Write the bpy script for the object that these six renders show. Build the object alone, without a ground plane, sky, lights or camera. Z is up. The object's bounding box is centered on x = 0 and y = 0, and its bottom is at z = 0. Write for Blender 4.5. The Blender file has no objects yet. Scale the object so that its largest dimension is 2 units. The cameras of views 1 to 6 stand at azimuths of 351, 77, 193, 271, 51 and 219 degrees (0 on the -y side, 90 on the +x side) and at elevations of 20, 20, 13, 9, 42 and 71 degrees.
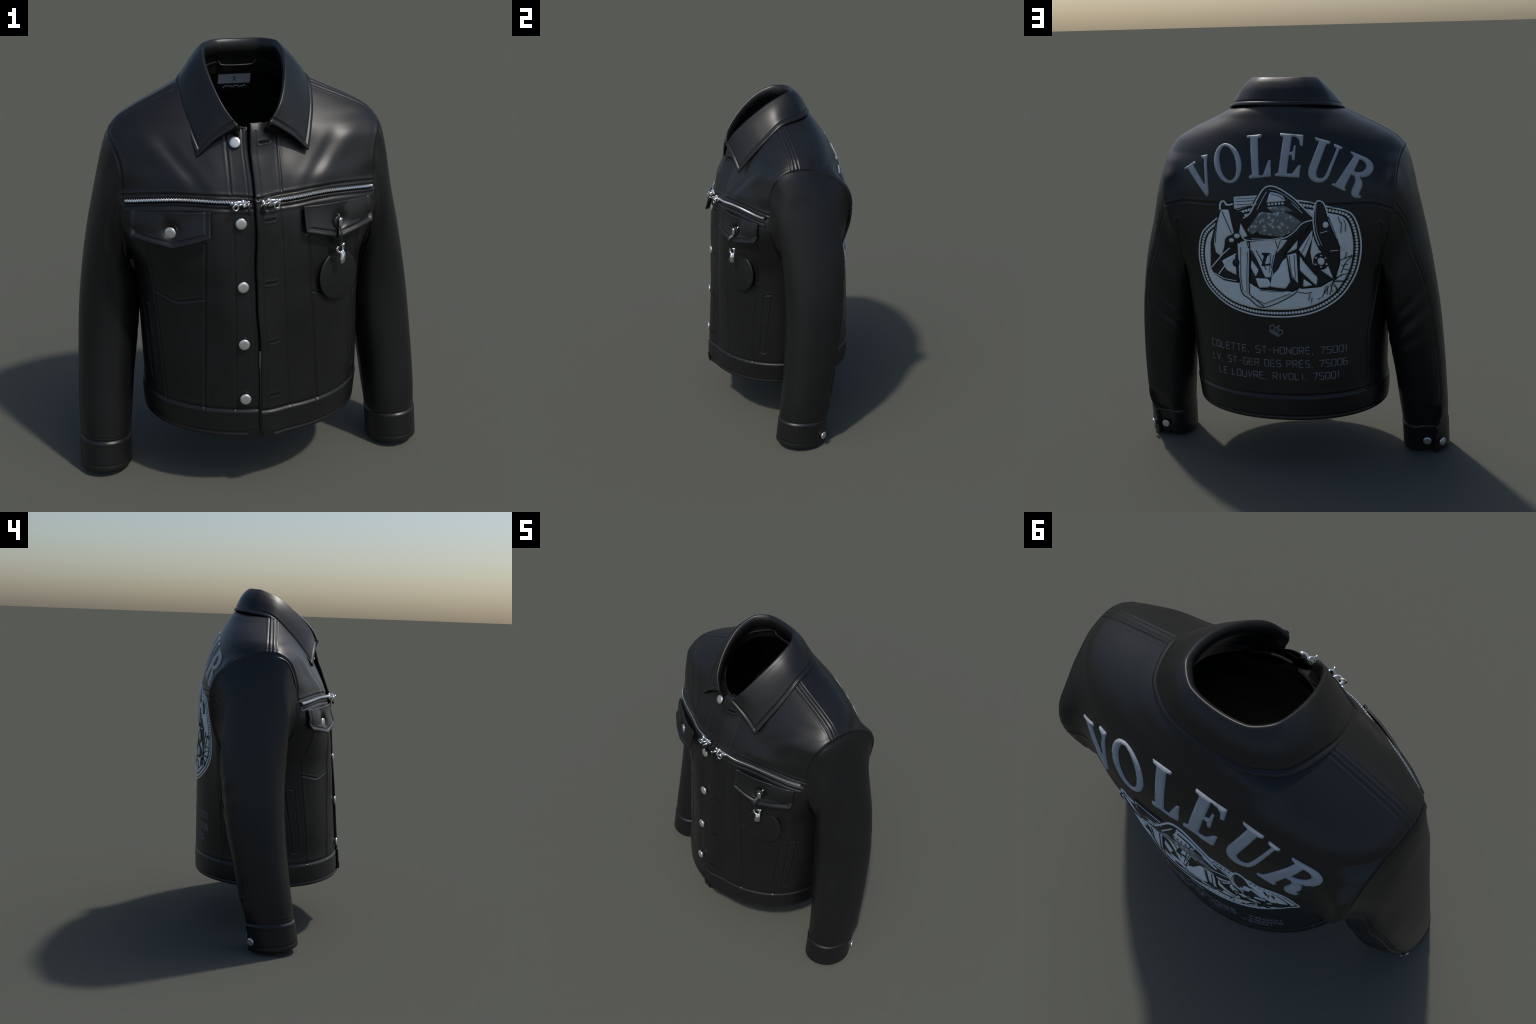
# Black leather trucker jacket standing upright, built from lofted surfaces.
import math
import numpy as np

# ------------------------------------------------------------------ helpers
def pchip(xk, yk, x):
    """Monotone cubic interpolation through control points (yk may be vectors)."""
    xk = np.asarray(xk, float); yk = np.asarray(yk, float); x = np.asarray(x, float)
    if yk.ndim == 2:
        return np.stack([pchip(xk, yk[:, i], x) for i in range(yk.shape[1])], -1)
    h = np.diff(xk); d = np.diff(yk) / h
    m = np.zeros_like(yk)
    w1 = 2 * h[1:] + h[:-1]; w2 = h[1:] + 2 * h[:-1]
    same = d[1:] * d[:-1] > 0
    with np.errstate(divide='ignore', invalid='ignore'):
        hm = (w1 + w2) / (w1 / d[:-1] + w2 / d[1:])
    m[1:-1] = np.where(same, hm, 0)
    m[0] = d[0]; m[-1] = d[-1]
    x = np.clip(x, xk[0], xk[-1])
    i = np.clip(np.searchsorted(xk, x, side='right') - 1, 0, len(h) - 1)
    t = (x - xk[i]) / h[i]
    return ((2*t**3 - 3*t**2 + 1) * yk[i] + (t**3 - 2*t**2 + t) * h[i] * m[i]
            + (-2*t**3 + 3*t**2) * yk[i+1] + (t**3 - t**2) * h[i] * m[i+1])

def catmull(tk, pk, t):
    """Smooth (non monotone) cubic through vector keys."""
    tk = np.asarray(tk, float); pk = np.asarray(pk, float); t = np.asarray(t, float)
    m = np.zeros_like(pk)
    m[1:-1] = (pk[2:] - pk[:-2]) / (tk[2:] - tk[:-2])[:, None]
    m[0] = (pk[1] - pk[0]) / (tk[1] - tk[0]); m[-1] = (pk[-1] - pk[-2]) / (tk[-1] - tk[-2])
    t = np.clip(t, tk[0], tk[-1])
    i = np.clip(np.searchsorted(tk, t, side='right') - 1, 0, len(tk) - 2)
    h = (tk[i+1] - tk[i])[..., None]; u = ((t - tk[i]) / (tk[i+1] - tk[i]))[..., None]
    return ((2*u**3 - 3*u**2 + 1) * pk[i] + (u**3 - 2*u**2 + u) * h * m[i]
            + (-2*u**3 + 3*u**2) * pk[i+1] + (u**3 - u**2) * h * m[i+1])

def smooth(a, b, x):
    t = np.clip((x - a) / (b - a), 0, 1)
    return t * t * (3 - 2 * t)

def grid_normals(P):
    du = np.gradient(P, axis=1); dv = np.gradient(P, axis=0)
    n = np.cross(du, dv)
    return n / np.maximum(np.linalg.norm(n, axis=-1, keepdims=True), 1e-12)

def resample(pts, n=None, step=None):
    pts = np.asarray(pts, float)
    l = np.r_[0, np.cumsum(np.linalg.norm(np.diff(pts, axis=0), axis=1))]
    if n is None:
        n = max(2, int(math.ceil(l[-1] / step)) + 1)
    s = np.linspace(0, l[-1], n)
    return np.stack([np.interp(s, l, pts[:, i]) for i in range(pts.shape[1])], -1)

def poly_dist(P, line, reach):
    """Distance of points P (N,3) to polyline, inf beyond reach; also arc position and side vector."""
    D = np.full(len(P), np.inf)
    lo = line.min(0) - reach; hi = line.max(0) + reach
    idx = np.where(((P >= lo) & (P <= hi)).all(1))[0]
    if len(idx) == 0:
        return D
    Q = P[idx]; best = np.full(len(idx), np.inf)
    for a, b in zip(line[:-1], line[1:]):
        ab = b - a; L = ab @ ab
        t = np.clip(((Q - a) @ ab) / max(L, 1e-12), 0, 1)
        d = np.linalg.norm(Q - a - t[:, None] * ab, axis=1)
        best = np.minimum(best, d)
    D[idx] = best
    return D

def groove(d, w=.0045, depth=.004, lip=.3):
    """Stitched seam: a narrow valley with soft shoulders."""
    return -depth * np.exp(-(d / w) ** 2) + lip * depth * np.exp(-((d - 2.4 * w) / (1.3 * w)) ** 2)

# ------------------------------------------------------------------ torso form
HEM = .293
#      hem                         chest                     shoulder slope              neck
ZK = [.28, .42, .60, .80, 1.00, 1.15, 1.30, 1.40, 1.50, 1.58, 1.64, 1.69, 1.74, 1.80, 1.84, 1.88, 1.92]
WK = [.507, .521, .527, .530, .540, .570, .612, .624, .630, .630, .612, .575, .494, .366, .282, .170, .08]   # half width
SK = [.00, .00, .01, .03, .05, .07, .09, .09, .08, .06, .045, .045, .045, .045, .05, .06, .07]             # y of the side
FK = [-.432, -.420, -.404, -.385, -.362, -.350, -.340, -.318, -.277, -.237, -.206, -.176, -.140, -.090, -.05, 0, .03]
BK = [.441, .446, .449, .450, .450, .449, .447, .440, .420, .398, .376, .354, .330, .292, .266, .232, .16]
NF = [2.0, 2.0, 2.05, 2.1, 2.25, 3.1, 4.3, 4.2, 5.2, 5.4, 4.0, 3.2, 3.0, 2.6, 2.3, 2.0, 2.0]
NB = [2.1, 2.2, 2.25, 2.2, 2.15, 2.15, 2.15, 2.15, 2.2, 2.2, 2.15, 2.15, 2.25, 2.5, 2.7, 2.6, 2.0]
CF = [0, 0, 0, 0, .02, .12, .26, .34, .38, .40, .44, .50, .52, .42, .3, 0, 0]                              # flat taper of the front
def prof(z):
    return [pchip(ZK, k, z) for k in (WK, SK, FK, BK, NF, NB, CF)]
def section(u, n, c):
    u = np.clip(np.abs(u), 0, 1)
    return (1 - c * u ** 1.2) * np.clip(1 - u ** n, 0, 1) ** (1 / n)
def lift(x, z):
    """The wearer's left front stands proud at its free edge, most so at the throat."""
    return (.018 + .010 * smooth(1.42, 1.60, z) + .020 * smooth(1.56, 1.68, z)) * (1 - smooth(.02, .13, x)) * (x >= -.004)
def girth(x, z):
    """The wearer's right side hangs slightly slimmer between hem and armpit."""
    return 1 - .030 * (np.asarray(x) < 0) * smooth(.33, .50, z) * (1 - smooth(1.0, 1.2, z))
def chest(x, z):
    """Gentle swell beside the plackets; the wearer's right front hangs a little flatter."""
    return (-.013 * np.exp(-((np.abs(x) - .17) / .08) ** 2) * smooth(.70, .95, z) * (1 - smooth(1.46, 1.60, z))
            + .004 * smooth(.12, .30, -x) * (1 - smooth(1.02, 1.22, z))
            - .012 * np.exp(-((np.abs(x) - .32) / .10) ** 2 - ((z - 1.44) / .05) ** 2))
def lumbar(x, z):
    return -.032 * np.exp(-((x - .02) / .14) ** 2 - ((z - 1.17) / .10) ** 2)
def front_y(x, z):
    W, S, F, B, nf, nb, cf = prof(z)
    return S - (S - F) * section(x / (W * girth(x, z)), nf, cf) - lift(np.asarray(x), z) + chest(x, z)
def blade(x, z, W):
    """Ridge of leather standing out at the back of each armhole."""
    u = np.clip(np.abs(x) / W, 0, 1)
    amp = pchip([.52, .80, 1.00, 1.15, 1.30, 1.42, 1.50, 1.58, 1.63], [0, .034, .058, .085, .130, .145, .125, .050, 0], np.asarray(z, float) + 0 * u)
    return amp * np.exp(-((np.abs(x) - (W - .02)) / .080) ** 2) * (1 - u ** 24)
def back_y(x, z):
    W, S, F, B, nf, nb, cf = prof(z)
    return S + (B - S) * section(x / (W * girth(x, z)), nb, 0) + blade(x, z, W * girth(x, z)) + lumbar(x, z)
def on_front(pts):
    p = np.asarray(pts, float); return np.stack([p[:, 0], front_y(p[:, 0], p[:, 1]), p[:, 1]], -1)
def on_back(pts):
    p = np.asarray(pts, float); return np.stack([p[:, 0], back_y(p[:, 0], p[:, 1]), p[:, 1]], -1)

GAP_L, GAP_R = -.004, -.019       # x of the two front edges
def torso_ring(z, ncol_half):
    """Quarter arcs resampled by arc length: +x front edge -> side -> back -> side -> -x front edge."""
    W, S, F, B, nf, nb, cf = [float(v[0]) for v in prof(np.array([z]))]
    W0 = W
    def quarter(front, n, x0, sx):
        W = W0 * float(girth(sx, z))
        a = np.linspace(0, math.pi / 2, 400)
        e = nf if front else nb
        x = W * np.sin(a) ** (2 / e); c = section(x / W, e, cf if front else 0)
        y = S - (S - F) * c if front else S + (B - S) * c + blade(x, z, W)
        y = y + (chest(sx * x, z) if front else lumbar(sx * x, z))
        k = np.stack([x, y], -1)
        if x0 != 0:
            y0 = np.interp(x0, x, y) if x0 > 0 else y[0]
            k = np.vstack([[x0, y0], k[x > x0]])
        return resample(k, n)
    n = ncol_half // 2
    fl = quarter(True, n, max(GAP_L, -1), 1); fr = quarter(True, n, -GAP_R, -1)
    bk = quarter(False, n, 0, 1); bk2 = quarter(False, n, 0, -1)
    fl[:, 1] -= lift(fl[:, 0], z)
    right = np.vstack([fl, bk[::-1][1:]])                 # +x side, front -> back
    left = np.vstack([fr, bk2[::-1][1:]]) * [-1, 1]
    ring = np.vstack([right, left[::-1][1:]])
    return np.column_stack([ring, np.full(len(ring), z)])

# ------------------------------------------------------------------ sleeve form (+x side)
# key rings given by outer / back / inner / front extreme points
SLEEVE = [
    # t,  outer,               back,               inner,               front
    (0.00, (.606, .060, 1.632), (.583, .345, 1.400), (.505, .130, 1.000), (.558, -.126, 1.400)),
    (0.03, (.622, .062, 1.600), (.598, .318, 1.365), (.505, .130, .980), (.580, -.120, 1.365)),
    (0.10, (.661, .072, 1.490), (.636, .280, 1.250), (.505, .125, .920), (.630, -.097, 1.250)),
    (0.25, (.714, .082, 1.260), (.655, .276, 1.050), (.505, .110, .830), (.645, -.085, 1.050)),
    (0.40, (.758, .080, 1.030), (.660, .258, .880), (.514, .085, .730), (.650, -.082, .880)),
    (0.55, (.795, .068, .790), (.670, .236, .680), (.532, .060, .600), (.664, -.096, .680)),
    (0.70, (.818, .040, .545), (.690, .190, .490), (.556, .035, .450), (.686, -.118, .490)),
    (0.83, (.828, .005, .330), (.702, .148, .300), (.576, .005, .290), (.700, -.142, .310)),
    (0.93, (.834, -.025, .162), (.710, .106, .150), (.593, -.025, .150), (.710, -.166, .168)),
    (1.00, (.838, -.045, .026), (.714, .082, .016), (.600, -.045, .020), (.715, -.188, .042)),
]
def sleeve_grid(nt, nphi):
    tk = [k[0] for k in SLEEVE]
    t = np.linspace(0, 1, nt)
    O, B, I, F = [catmull(tk, [k[i] for k in SLEEVE], t) for i in (1, 2, 3, 4)]
    phi = np.linspace(0, 2 * math.pi, nphi + 1)
    c = np.cos(phi); s = np.sin(phi)
    full = ((c > 0) & (s > 0))[None, :] * (smooth(.2, .4, t) * (1 - smooth(.86, .95, t)))[:, None]
    e = 2 / (2.15 + .9 * full)          # fuller towards the elbow
    c = c[None, :]; s = s[None, :]
    cp = np.sign(c) * np.abs(c) ** e; sp = np.sign(s) * np.abs(s) ** e
    C = (B + F) / 2
    P = (C[:, None] + np.where(c >= 0, cp, 0)[..., None] * (O - C)[:, None]
         + np.where(c < 0, -cp, 0)[..., None] * (I - C)[:, None]
         + np.where(s >= 0, sp, 0)[..., None] * (B - C)[:, None]
         + np.where(s < 0, -sp, 0)[..., None] * (F - C)[:, None])
    return P, t, phi

# ------------------------------------------------------------------ collar form
CS = [0, .2, .3, .4, .55, .70, .85, 1.0]
C_BASE = [(0, .205, 1.840), (.100, .190, 1.838), (.152, .155, 1.831), (.194, .100, 1.820), (.202, .0, 1.785), (.176, -.088, 1.715), (.128, -.160, 1.650), (.056, -.192, 1.632)]
C_ROLL = [(0, .174, 1.996), (.096, .162, 1.997), (.140, .132, 1.995), (.172, .085, 1.988), (.184, -.016, 1.944), (.166, -.118, 1.864), (.126, -.203, 1.767), (.070, -.240, 1.690)]
C_EDGE = [(0, .253, 1.871), (.132, .240, 1.871), (.206, .204, 1.867), (.260, .150, 1.857), (.299, .028, 1.830), (.292, -.070, 1.744), (.266, -.150, 1.655), (.236, -.222, 1.566)]

def collar_grid(ns, nv):
    s = np.linspace(-1, 1, ns); a = np.abs(s)
    full = [-q for q in CS[:0:-1]] + CS                       # mirror the half profile about the back centre
    N, R, E = [catmull(full, [(-p[0], p[1], p[2]) for p in k[:0:-1]] + k, s) for k in (C_BASE, C_ROLL, C_EDGE)]
    # the wearer's left leaf is pushed a little forward and up
    push = smooth(.45, 1.0, s)[:, None]
    R += push * [.006, -.020, .010]; E += push * [.006, -.010, .004]; N += push * [0, -.012, .004]
    # build the section: base -> inner roll -> roll crest -> outer roll -> edge
    out = E - R; out[:, 2] = 0
    out /= np.linalg.norm(out, axis=1, keepdims=True) + 1e-9
    up = np.array([0, 0, 1.0])
    k = (.45 + .55 * (1 - smooth(.80, 1.0, a)))[:, None]          # the fold tightens towards the points
    d1 = (N - R); d1 /= np.linalg.norm(d1, axis=1, keepdims=True)
    d2 = (E - R); d2 /= np.linalg.norm(d2, axis=1, keepdims=True)
    keys = [N, N * .55 + R * .45 - out * .010 * k, R + d1 * .058 * k - out * .027 * k, R + d1 * .022 * k - out * .024 * k,
            R - out * .007 * k, R + d2 * .016 + out * .007 * k, R + d2 * .05 + out * .010 * k + up * .004,
            R * .45 + E * .55 + up * .006 + out * .008, E]
    K = np.stack(keys, 0)
    L = np.r_[0, np.cumsum(np.linalg.norm(np.diff(K, axis=0), axis=2).mean(1))]; L /= L[-1]
    v = np.linspace(0, 1, nv)
    P = np.stack([catmull(L, K[:, j], v) for j in range(ns)], 1)   # (nv, ns, 3)
    return P, s, v
#=== END FORM ===

# ------------------------------------------------------------------ back artwork, (x, z) in millimetres on the back
LETTER_OUTLINES = {
    'V': [[(479, 1559), (415, 1597), (407, 1587), (421, 1577), (350, 1487), (362, 1607), (379, 1615), (382, 1624), (345, 1632), (342, 1621), (346, 1613), (329, 1445), (338, 1429), (345, 1434), (454, 1558), (472, 1550)]],
    'O': [[(162, 1607), (158, 1586), (159, 1565), (163, 1546), (170, 1529), (180, 1516), (193, 1506), (208, 1501), (224, 1500), (241, 1504), (257, 1513), (271, 1525), (284, 1542), (295, 1560), (302, 1581), (306, 1602), (307, 1622), (303, 1642), (296, 1658), (286, 1672), (273, 1681), (258, 1687), (242, 1687), (225, 1683), (208, 1674), (193, 1662), (180, 1646), (169, 1627)], [(190, 1602), (186, 1581), (185, 1561), (188, 1543), (193, 1529), (201, 1519), (211, 1514), (222, 1515), (235, 1521), (246, 1532), (257, 1547), (266, 1566), (272, 1587), (277, 1607), (279, 1627), (277, 1645), (272, 1659), (264, 1669), (254, 1674), (243, 1673), (230, 1667), (218, 1656), (206, 1640), (197, 1622)]],
    'L': [[(142, 1725), (67, 1733), (65, 1721), (84, 1713), (68, 1542), (49, 1542), (25, 1612), (13, 1616), (8, 1537), (118, 1525), (119, 1538), (104, 1546), (124, 1714), (139, 1714)]],
    'E': [[(-26, 1738), (-140, 1729), (-140, 1680), (-127, 1678), (-120, 1706), (-106, 1719), (-84, 1722), (-78, 1650), (-93, 1655), (-98, 1683), (-106, 1680), (-105, 1612), (-91, 1614), (-89, 1635), (-76, 1638), (-69, 1552), (-96, 1552), (-121, 1587), (-136, 1593), (-130, 1531), (-9, 1539), (-11, 1550), (-27, 1556), (-42, 1720), (-25, 1726)]],
    'U': [[(-195, 1718), (-271, 1696), (-269, 1684), (-252, 1684), (-212, 1561), (-211, 1547), (-217, 1534), (-228, 1528), (-241, 1529), (-252, 1538), (-261, 1557), (-302, 1664), (-287, 1673), (-288, 1686), (-330, 1668), (-326, 1658), (-315, 1660), (-273, 1541), (-265, 1526), (-254, 1516), (-240, 1509), (-224, 1507), (-206, 1510), (-191, 1518), (-178, 1531), (-173, 1547), (-173, 1565), (-176, 1581), (-216, 1696), (-199, 1705)]],
    'R': [[(-369, 1649), (-437, 1617), (-456, 1605), (-470, 1589), (-476, 1573), (-475, 1559), (-470, 1545), (-459, 1533), (-446, 1527), (-430, 1524), (-413, 1528), (-422, 1517), (-427, 1503), (-427, 1480), (-418, 1461), (-412, 1449), (-415, 1441), (-424, 1438), (-421, 1428), (-402, 1428), (-389, 1432), (-380, 1441), (-376, 1455), (-379, 1473), (-388, 1491), (-394, 1506), (-393, 1522), (-387, 1534), (-374, 1541), (-346, 1481), (-352, 1469), (-348, 1463), (-284, 1496), (-287, 1504), (-303, 1502), (-383, 1625), (-367, 1641)], [(-411, 1610), (-427, 1602), (-438, 1591), (-443, 1578), (-440, 1565), (-429, 1554), (-414, 1550), (-399, 1552), (-387, 1557)]],
}
OVAL = [(404, 1153), (376, 1244), (316, 1303), (261, 1341), (158, 1383), (46, 1413), (-63, 1430), (-109, 1427), (-195, 1414), (-266, 1394), (-348, 1372), (-386, 1344), (-411, 1278), (-420, 1186), (-403, 1081), (-366, 998), (-315, 934), (-238, 884), (-152, 856), (-51, 844), (61, 844), (147, 855), (238, 881), (317, 926), (374, 981), (402, 1064)]
EMBLEM_SHAPES = [
    (1, 'ink', [(340, 1067), (330, 1199), (293, 1308), (264, 1371), (216, 1381), (158, 1370), (117, 1324), (137, 1225), (173, 1210), (179, 1005), (263, 1010), (319, 1035)]),
    (1, 'ink', [(160, 1322), (105, 1371), (73, 1412), (40, 1478), (13, 1491), (-34, 1480), (-102, 1440), (-149, 1401), (-201, 1348), (-198, 1328), (-167, 1267), (-144, 1178), (-142, 1000), (-95, 972), (71, 981), (127, 1012), (124, 1211), (150, 1232)]),
    (1, 'ink', [(-201, 1374), (-213, 1414), (-230, 1423), (-253, 1406), (-272, 1346), (-300, 1285), (-324, 1201), (-322, 1110), (-299, 1034), (-227, 994), (-132, 988), (-126, 1082), (-124, 1177), (-167, 1274), (-195, 1328)]),
    (2, 'pale', [(292, 1294), (260, 1372), (222, 1374), (197, 1258), (242, 1231), (253, 1185), (271, 1133), (301, 1152), (309, 1201)]),
    (2, 'pale', [(197, 1440), (73, 1451), (104, 1397), (194, 1375)]),
    (2, 'pale', [(27, 1414), (11, 1465), (-25, 1459), (-52, 1448), (-68, 1423)]),
    (2, 'grey', [(25, 1392), (-63, 1400), (-106, 1375), (-63, 1371), (5, 1370)]),
    (2, 'grey', [(128, 1277), (103, 1311), (64, 1362), (46, 1370), (12, 1364), (-56, 1372), (-103, 1352), (-143, 1322), (-102, 1275), (-44, 1247), (18, 1249), (74, 1258), (74, 1275), (107, 1253)]),
    (2, 'pale', [(118, 1214), (-72, 1232), (-45, 1193), (-8, 1154), (6, 1044), (43, 1040), (118, 1168)]),
    (2, 'pale', [(91, 1035), (28, 1036), (14, 1012), (21, 993), (74, 989)]),
    (2, 'pale', [(10, 1038), (-20, 1105), (-64, 1140), (-83, 1024), (-60, 989), (17, 996)]),
    (2, 'pale', [(113, 1122), (76, 1076), (90, 1042), (116, 1088)]),
    (2, 'pale', [(181, 1211), (125, 1170), (128, 956), (164, 962), (176, 1037), (181, 1161)]),
    (2, 'pale', [(122, 1009), (69, 978), (-93, 974), (-86, 958), (52, 898), (123, 948)]),
    (2, 'pale', [(-68, 1153), (-115, 1167), (-121, 1017), (-90, 1048)]),
    (2, 'pale', [(-123, 1236), (-117, 1187), (-66, 1162)]),
    (2, 'pale', [(-127, 1184), (-196, 1284), (-193, 1240), (-156, 1144)]),
    (2, 'pale', [(-197, 1254), (-224, 1193), (-263, 1107), (-288, 1032), (-193, 1113), (-183, 1171)]),
    (2, 'pale', [(-132, 1150), (-215, 1043), (-208, 1004), (-131, 1075)]),
    (2, 'pale', [(-149, 1038), (-191, 1006), (-145, 998)]),
    (2, 'pale', [(-278, 1329), (-310, 1264), (-346, 1207), (-343, 1169), (-324, 1191), (-303, 1264)]),
    (2, 'pale', [(197, 1153), (192, 1046), (245, 1066), (269, 1113)]),
    (2, 'pale', [(159, 1309), (128, 1247), (150, 1236), (170, 1259)]),
    (3, 'ink', [(-48, 1193), (-108, 1272), (-194, 1327), (-167, 1274), (-126, 1236), (-62, 1162), (-21, 1080), (3, 1057), (1, 1111), (-13, 1158)]),
    (3, 'ink', [(64, 1160), (20, 1160), (23, 1149), (34, 1147), (47, 1103), (16, 1110), (13, 1100), (64, 1093), (62, 1102), (51, 1146), (62, 1150)]),
    (3, 'ink', [(-270, 1124), (-267, 1107), (-258, 1093), (-246, 1084), (-232, 1082), (-217, 1085), (-205, 1095), (-198, 1110), (-195, 1127), (-198, 1143), (-207, 1158), (-219, 1167), (-234, 1170), (-248, 1166), (-260, 1156), (-268, 1141)]),
    (3, 'ink', [(183, 1216), (188, 1201), (197, 1190), (210, 1183), (224, 1182), (237, 1187), (245, 1198), (248, 1212), (244, 1226), (234, 1238), (221, 1245), (206, 1246), (194, 1240), (186, 1229)]),
    (3, 'ink', [(174, 1109), (178, 1096), (187, 1088), (199, 1087), (209, 1094), (212, 1107), (208, 1120), (198, 1129), (187, 1130), (177, 1122)]),
    (4, 'pale', [(-249, 1125), (-246, 1114), (-238, 1107), (-227, 1108), (-219, 1115), (-216, 1126), (-219, 1138), (-228, 1144), (-238, 1144), (-247, 1137)]),
    (4, 'pale', [(-216, 1143), (-213, 1138), (-207, 1138), (-204, 1144), (-207, 1149), (-213, 1149)]),
    (4, 'pale', [(-260, 1142), (-257, 1137), (-251, 1137), (-249, 1143), (-252, 1148), (-257, 1148)]),
    (4, 'pale', [(-238, 1098), (-235, 1093), (-229, 1093), (-226, 1098), (-229, 1104), (-235, 1103)]),
    (4, 'pale', [(-264, 1111), (-261, 1105), (-255, 1106), (-252, 1111), (-255, 1117), (-261, 1116)]),
    (4, 'pale', [(-213, 1111), (-210, 1105), (-204, 1105), (-201, 1111), (-204, 1116), (-210, 1116)]),
    (4, 'pale', [(-239, 1155), (-236, 1150), (-230, 1150), (-228, 1156), (-231, 1161), (-236, 1161)]),
    (4, 'pale', [(-272, 1306), (-267, 1295), (-257, 1291), (-247, 1296), (-244, 1307), (-248, 1318), (-258, 1323), (-268, 1318)]),
    (4, 'pale', [(197, 1223), (201, 1215), (212, 1211), (222, 1214), (226, 1222), (221, 1230), (211, 1234), (201, 1231)]),
    (4, 'pale', [(166, 1246), (171, 1237), (182, 1232), (193, 1236), (197, 1244), (192, 1254), (180, 1258), (170, 1254)]),
]
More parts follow.
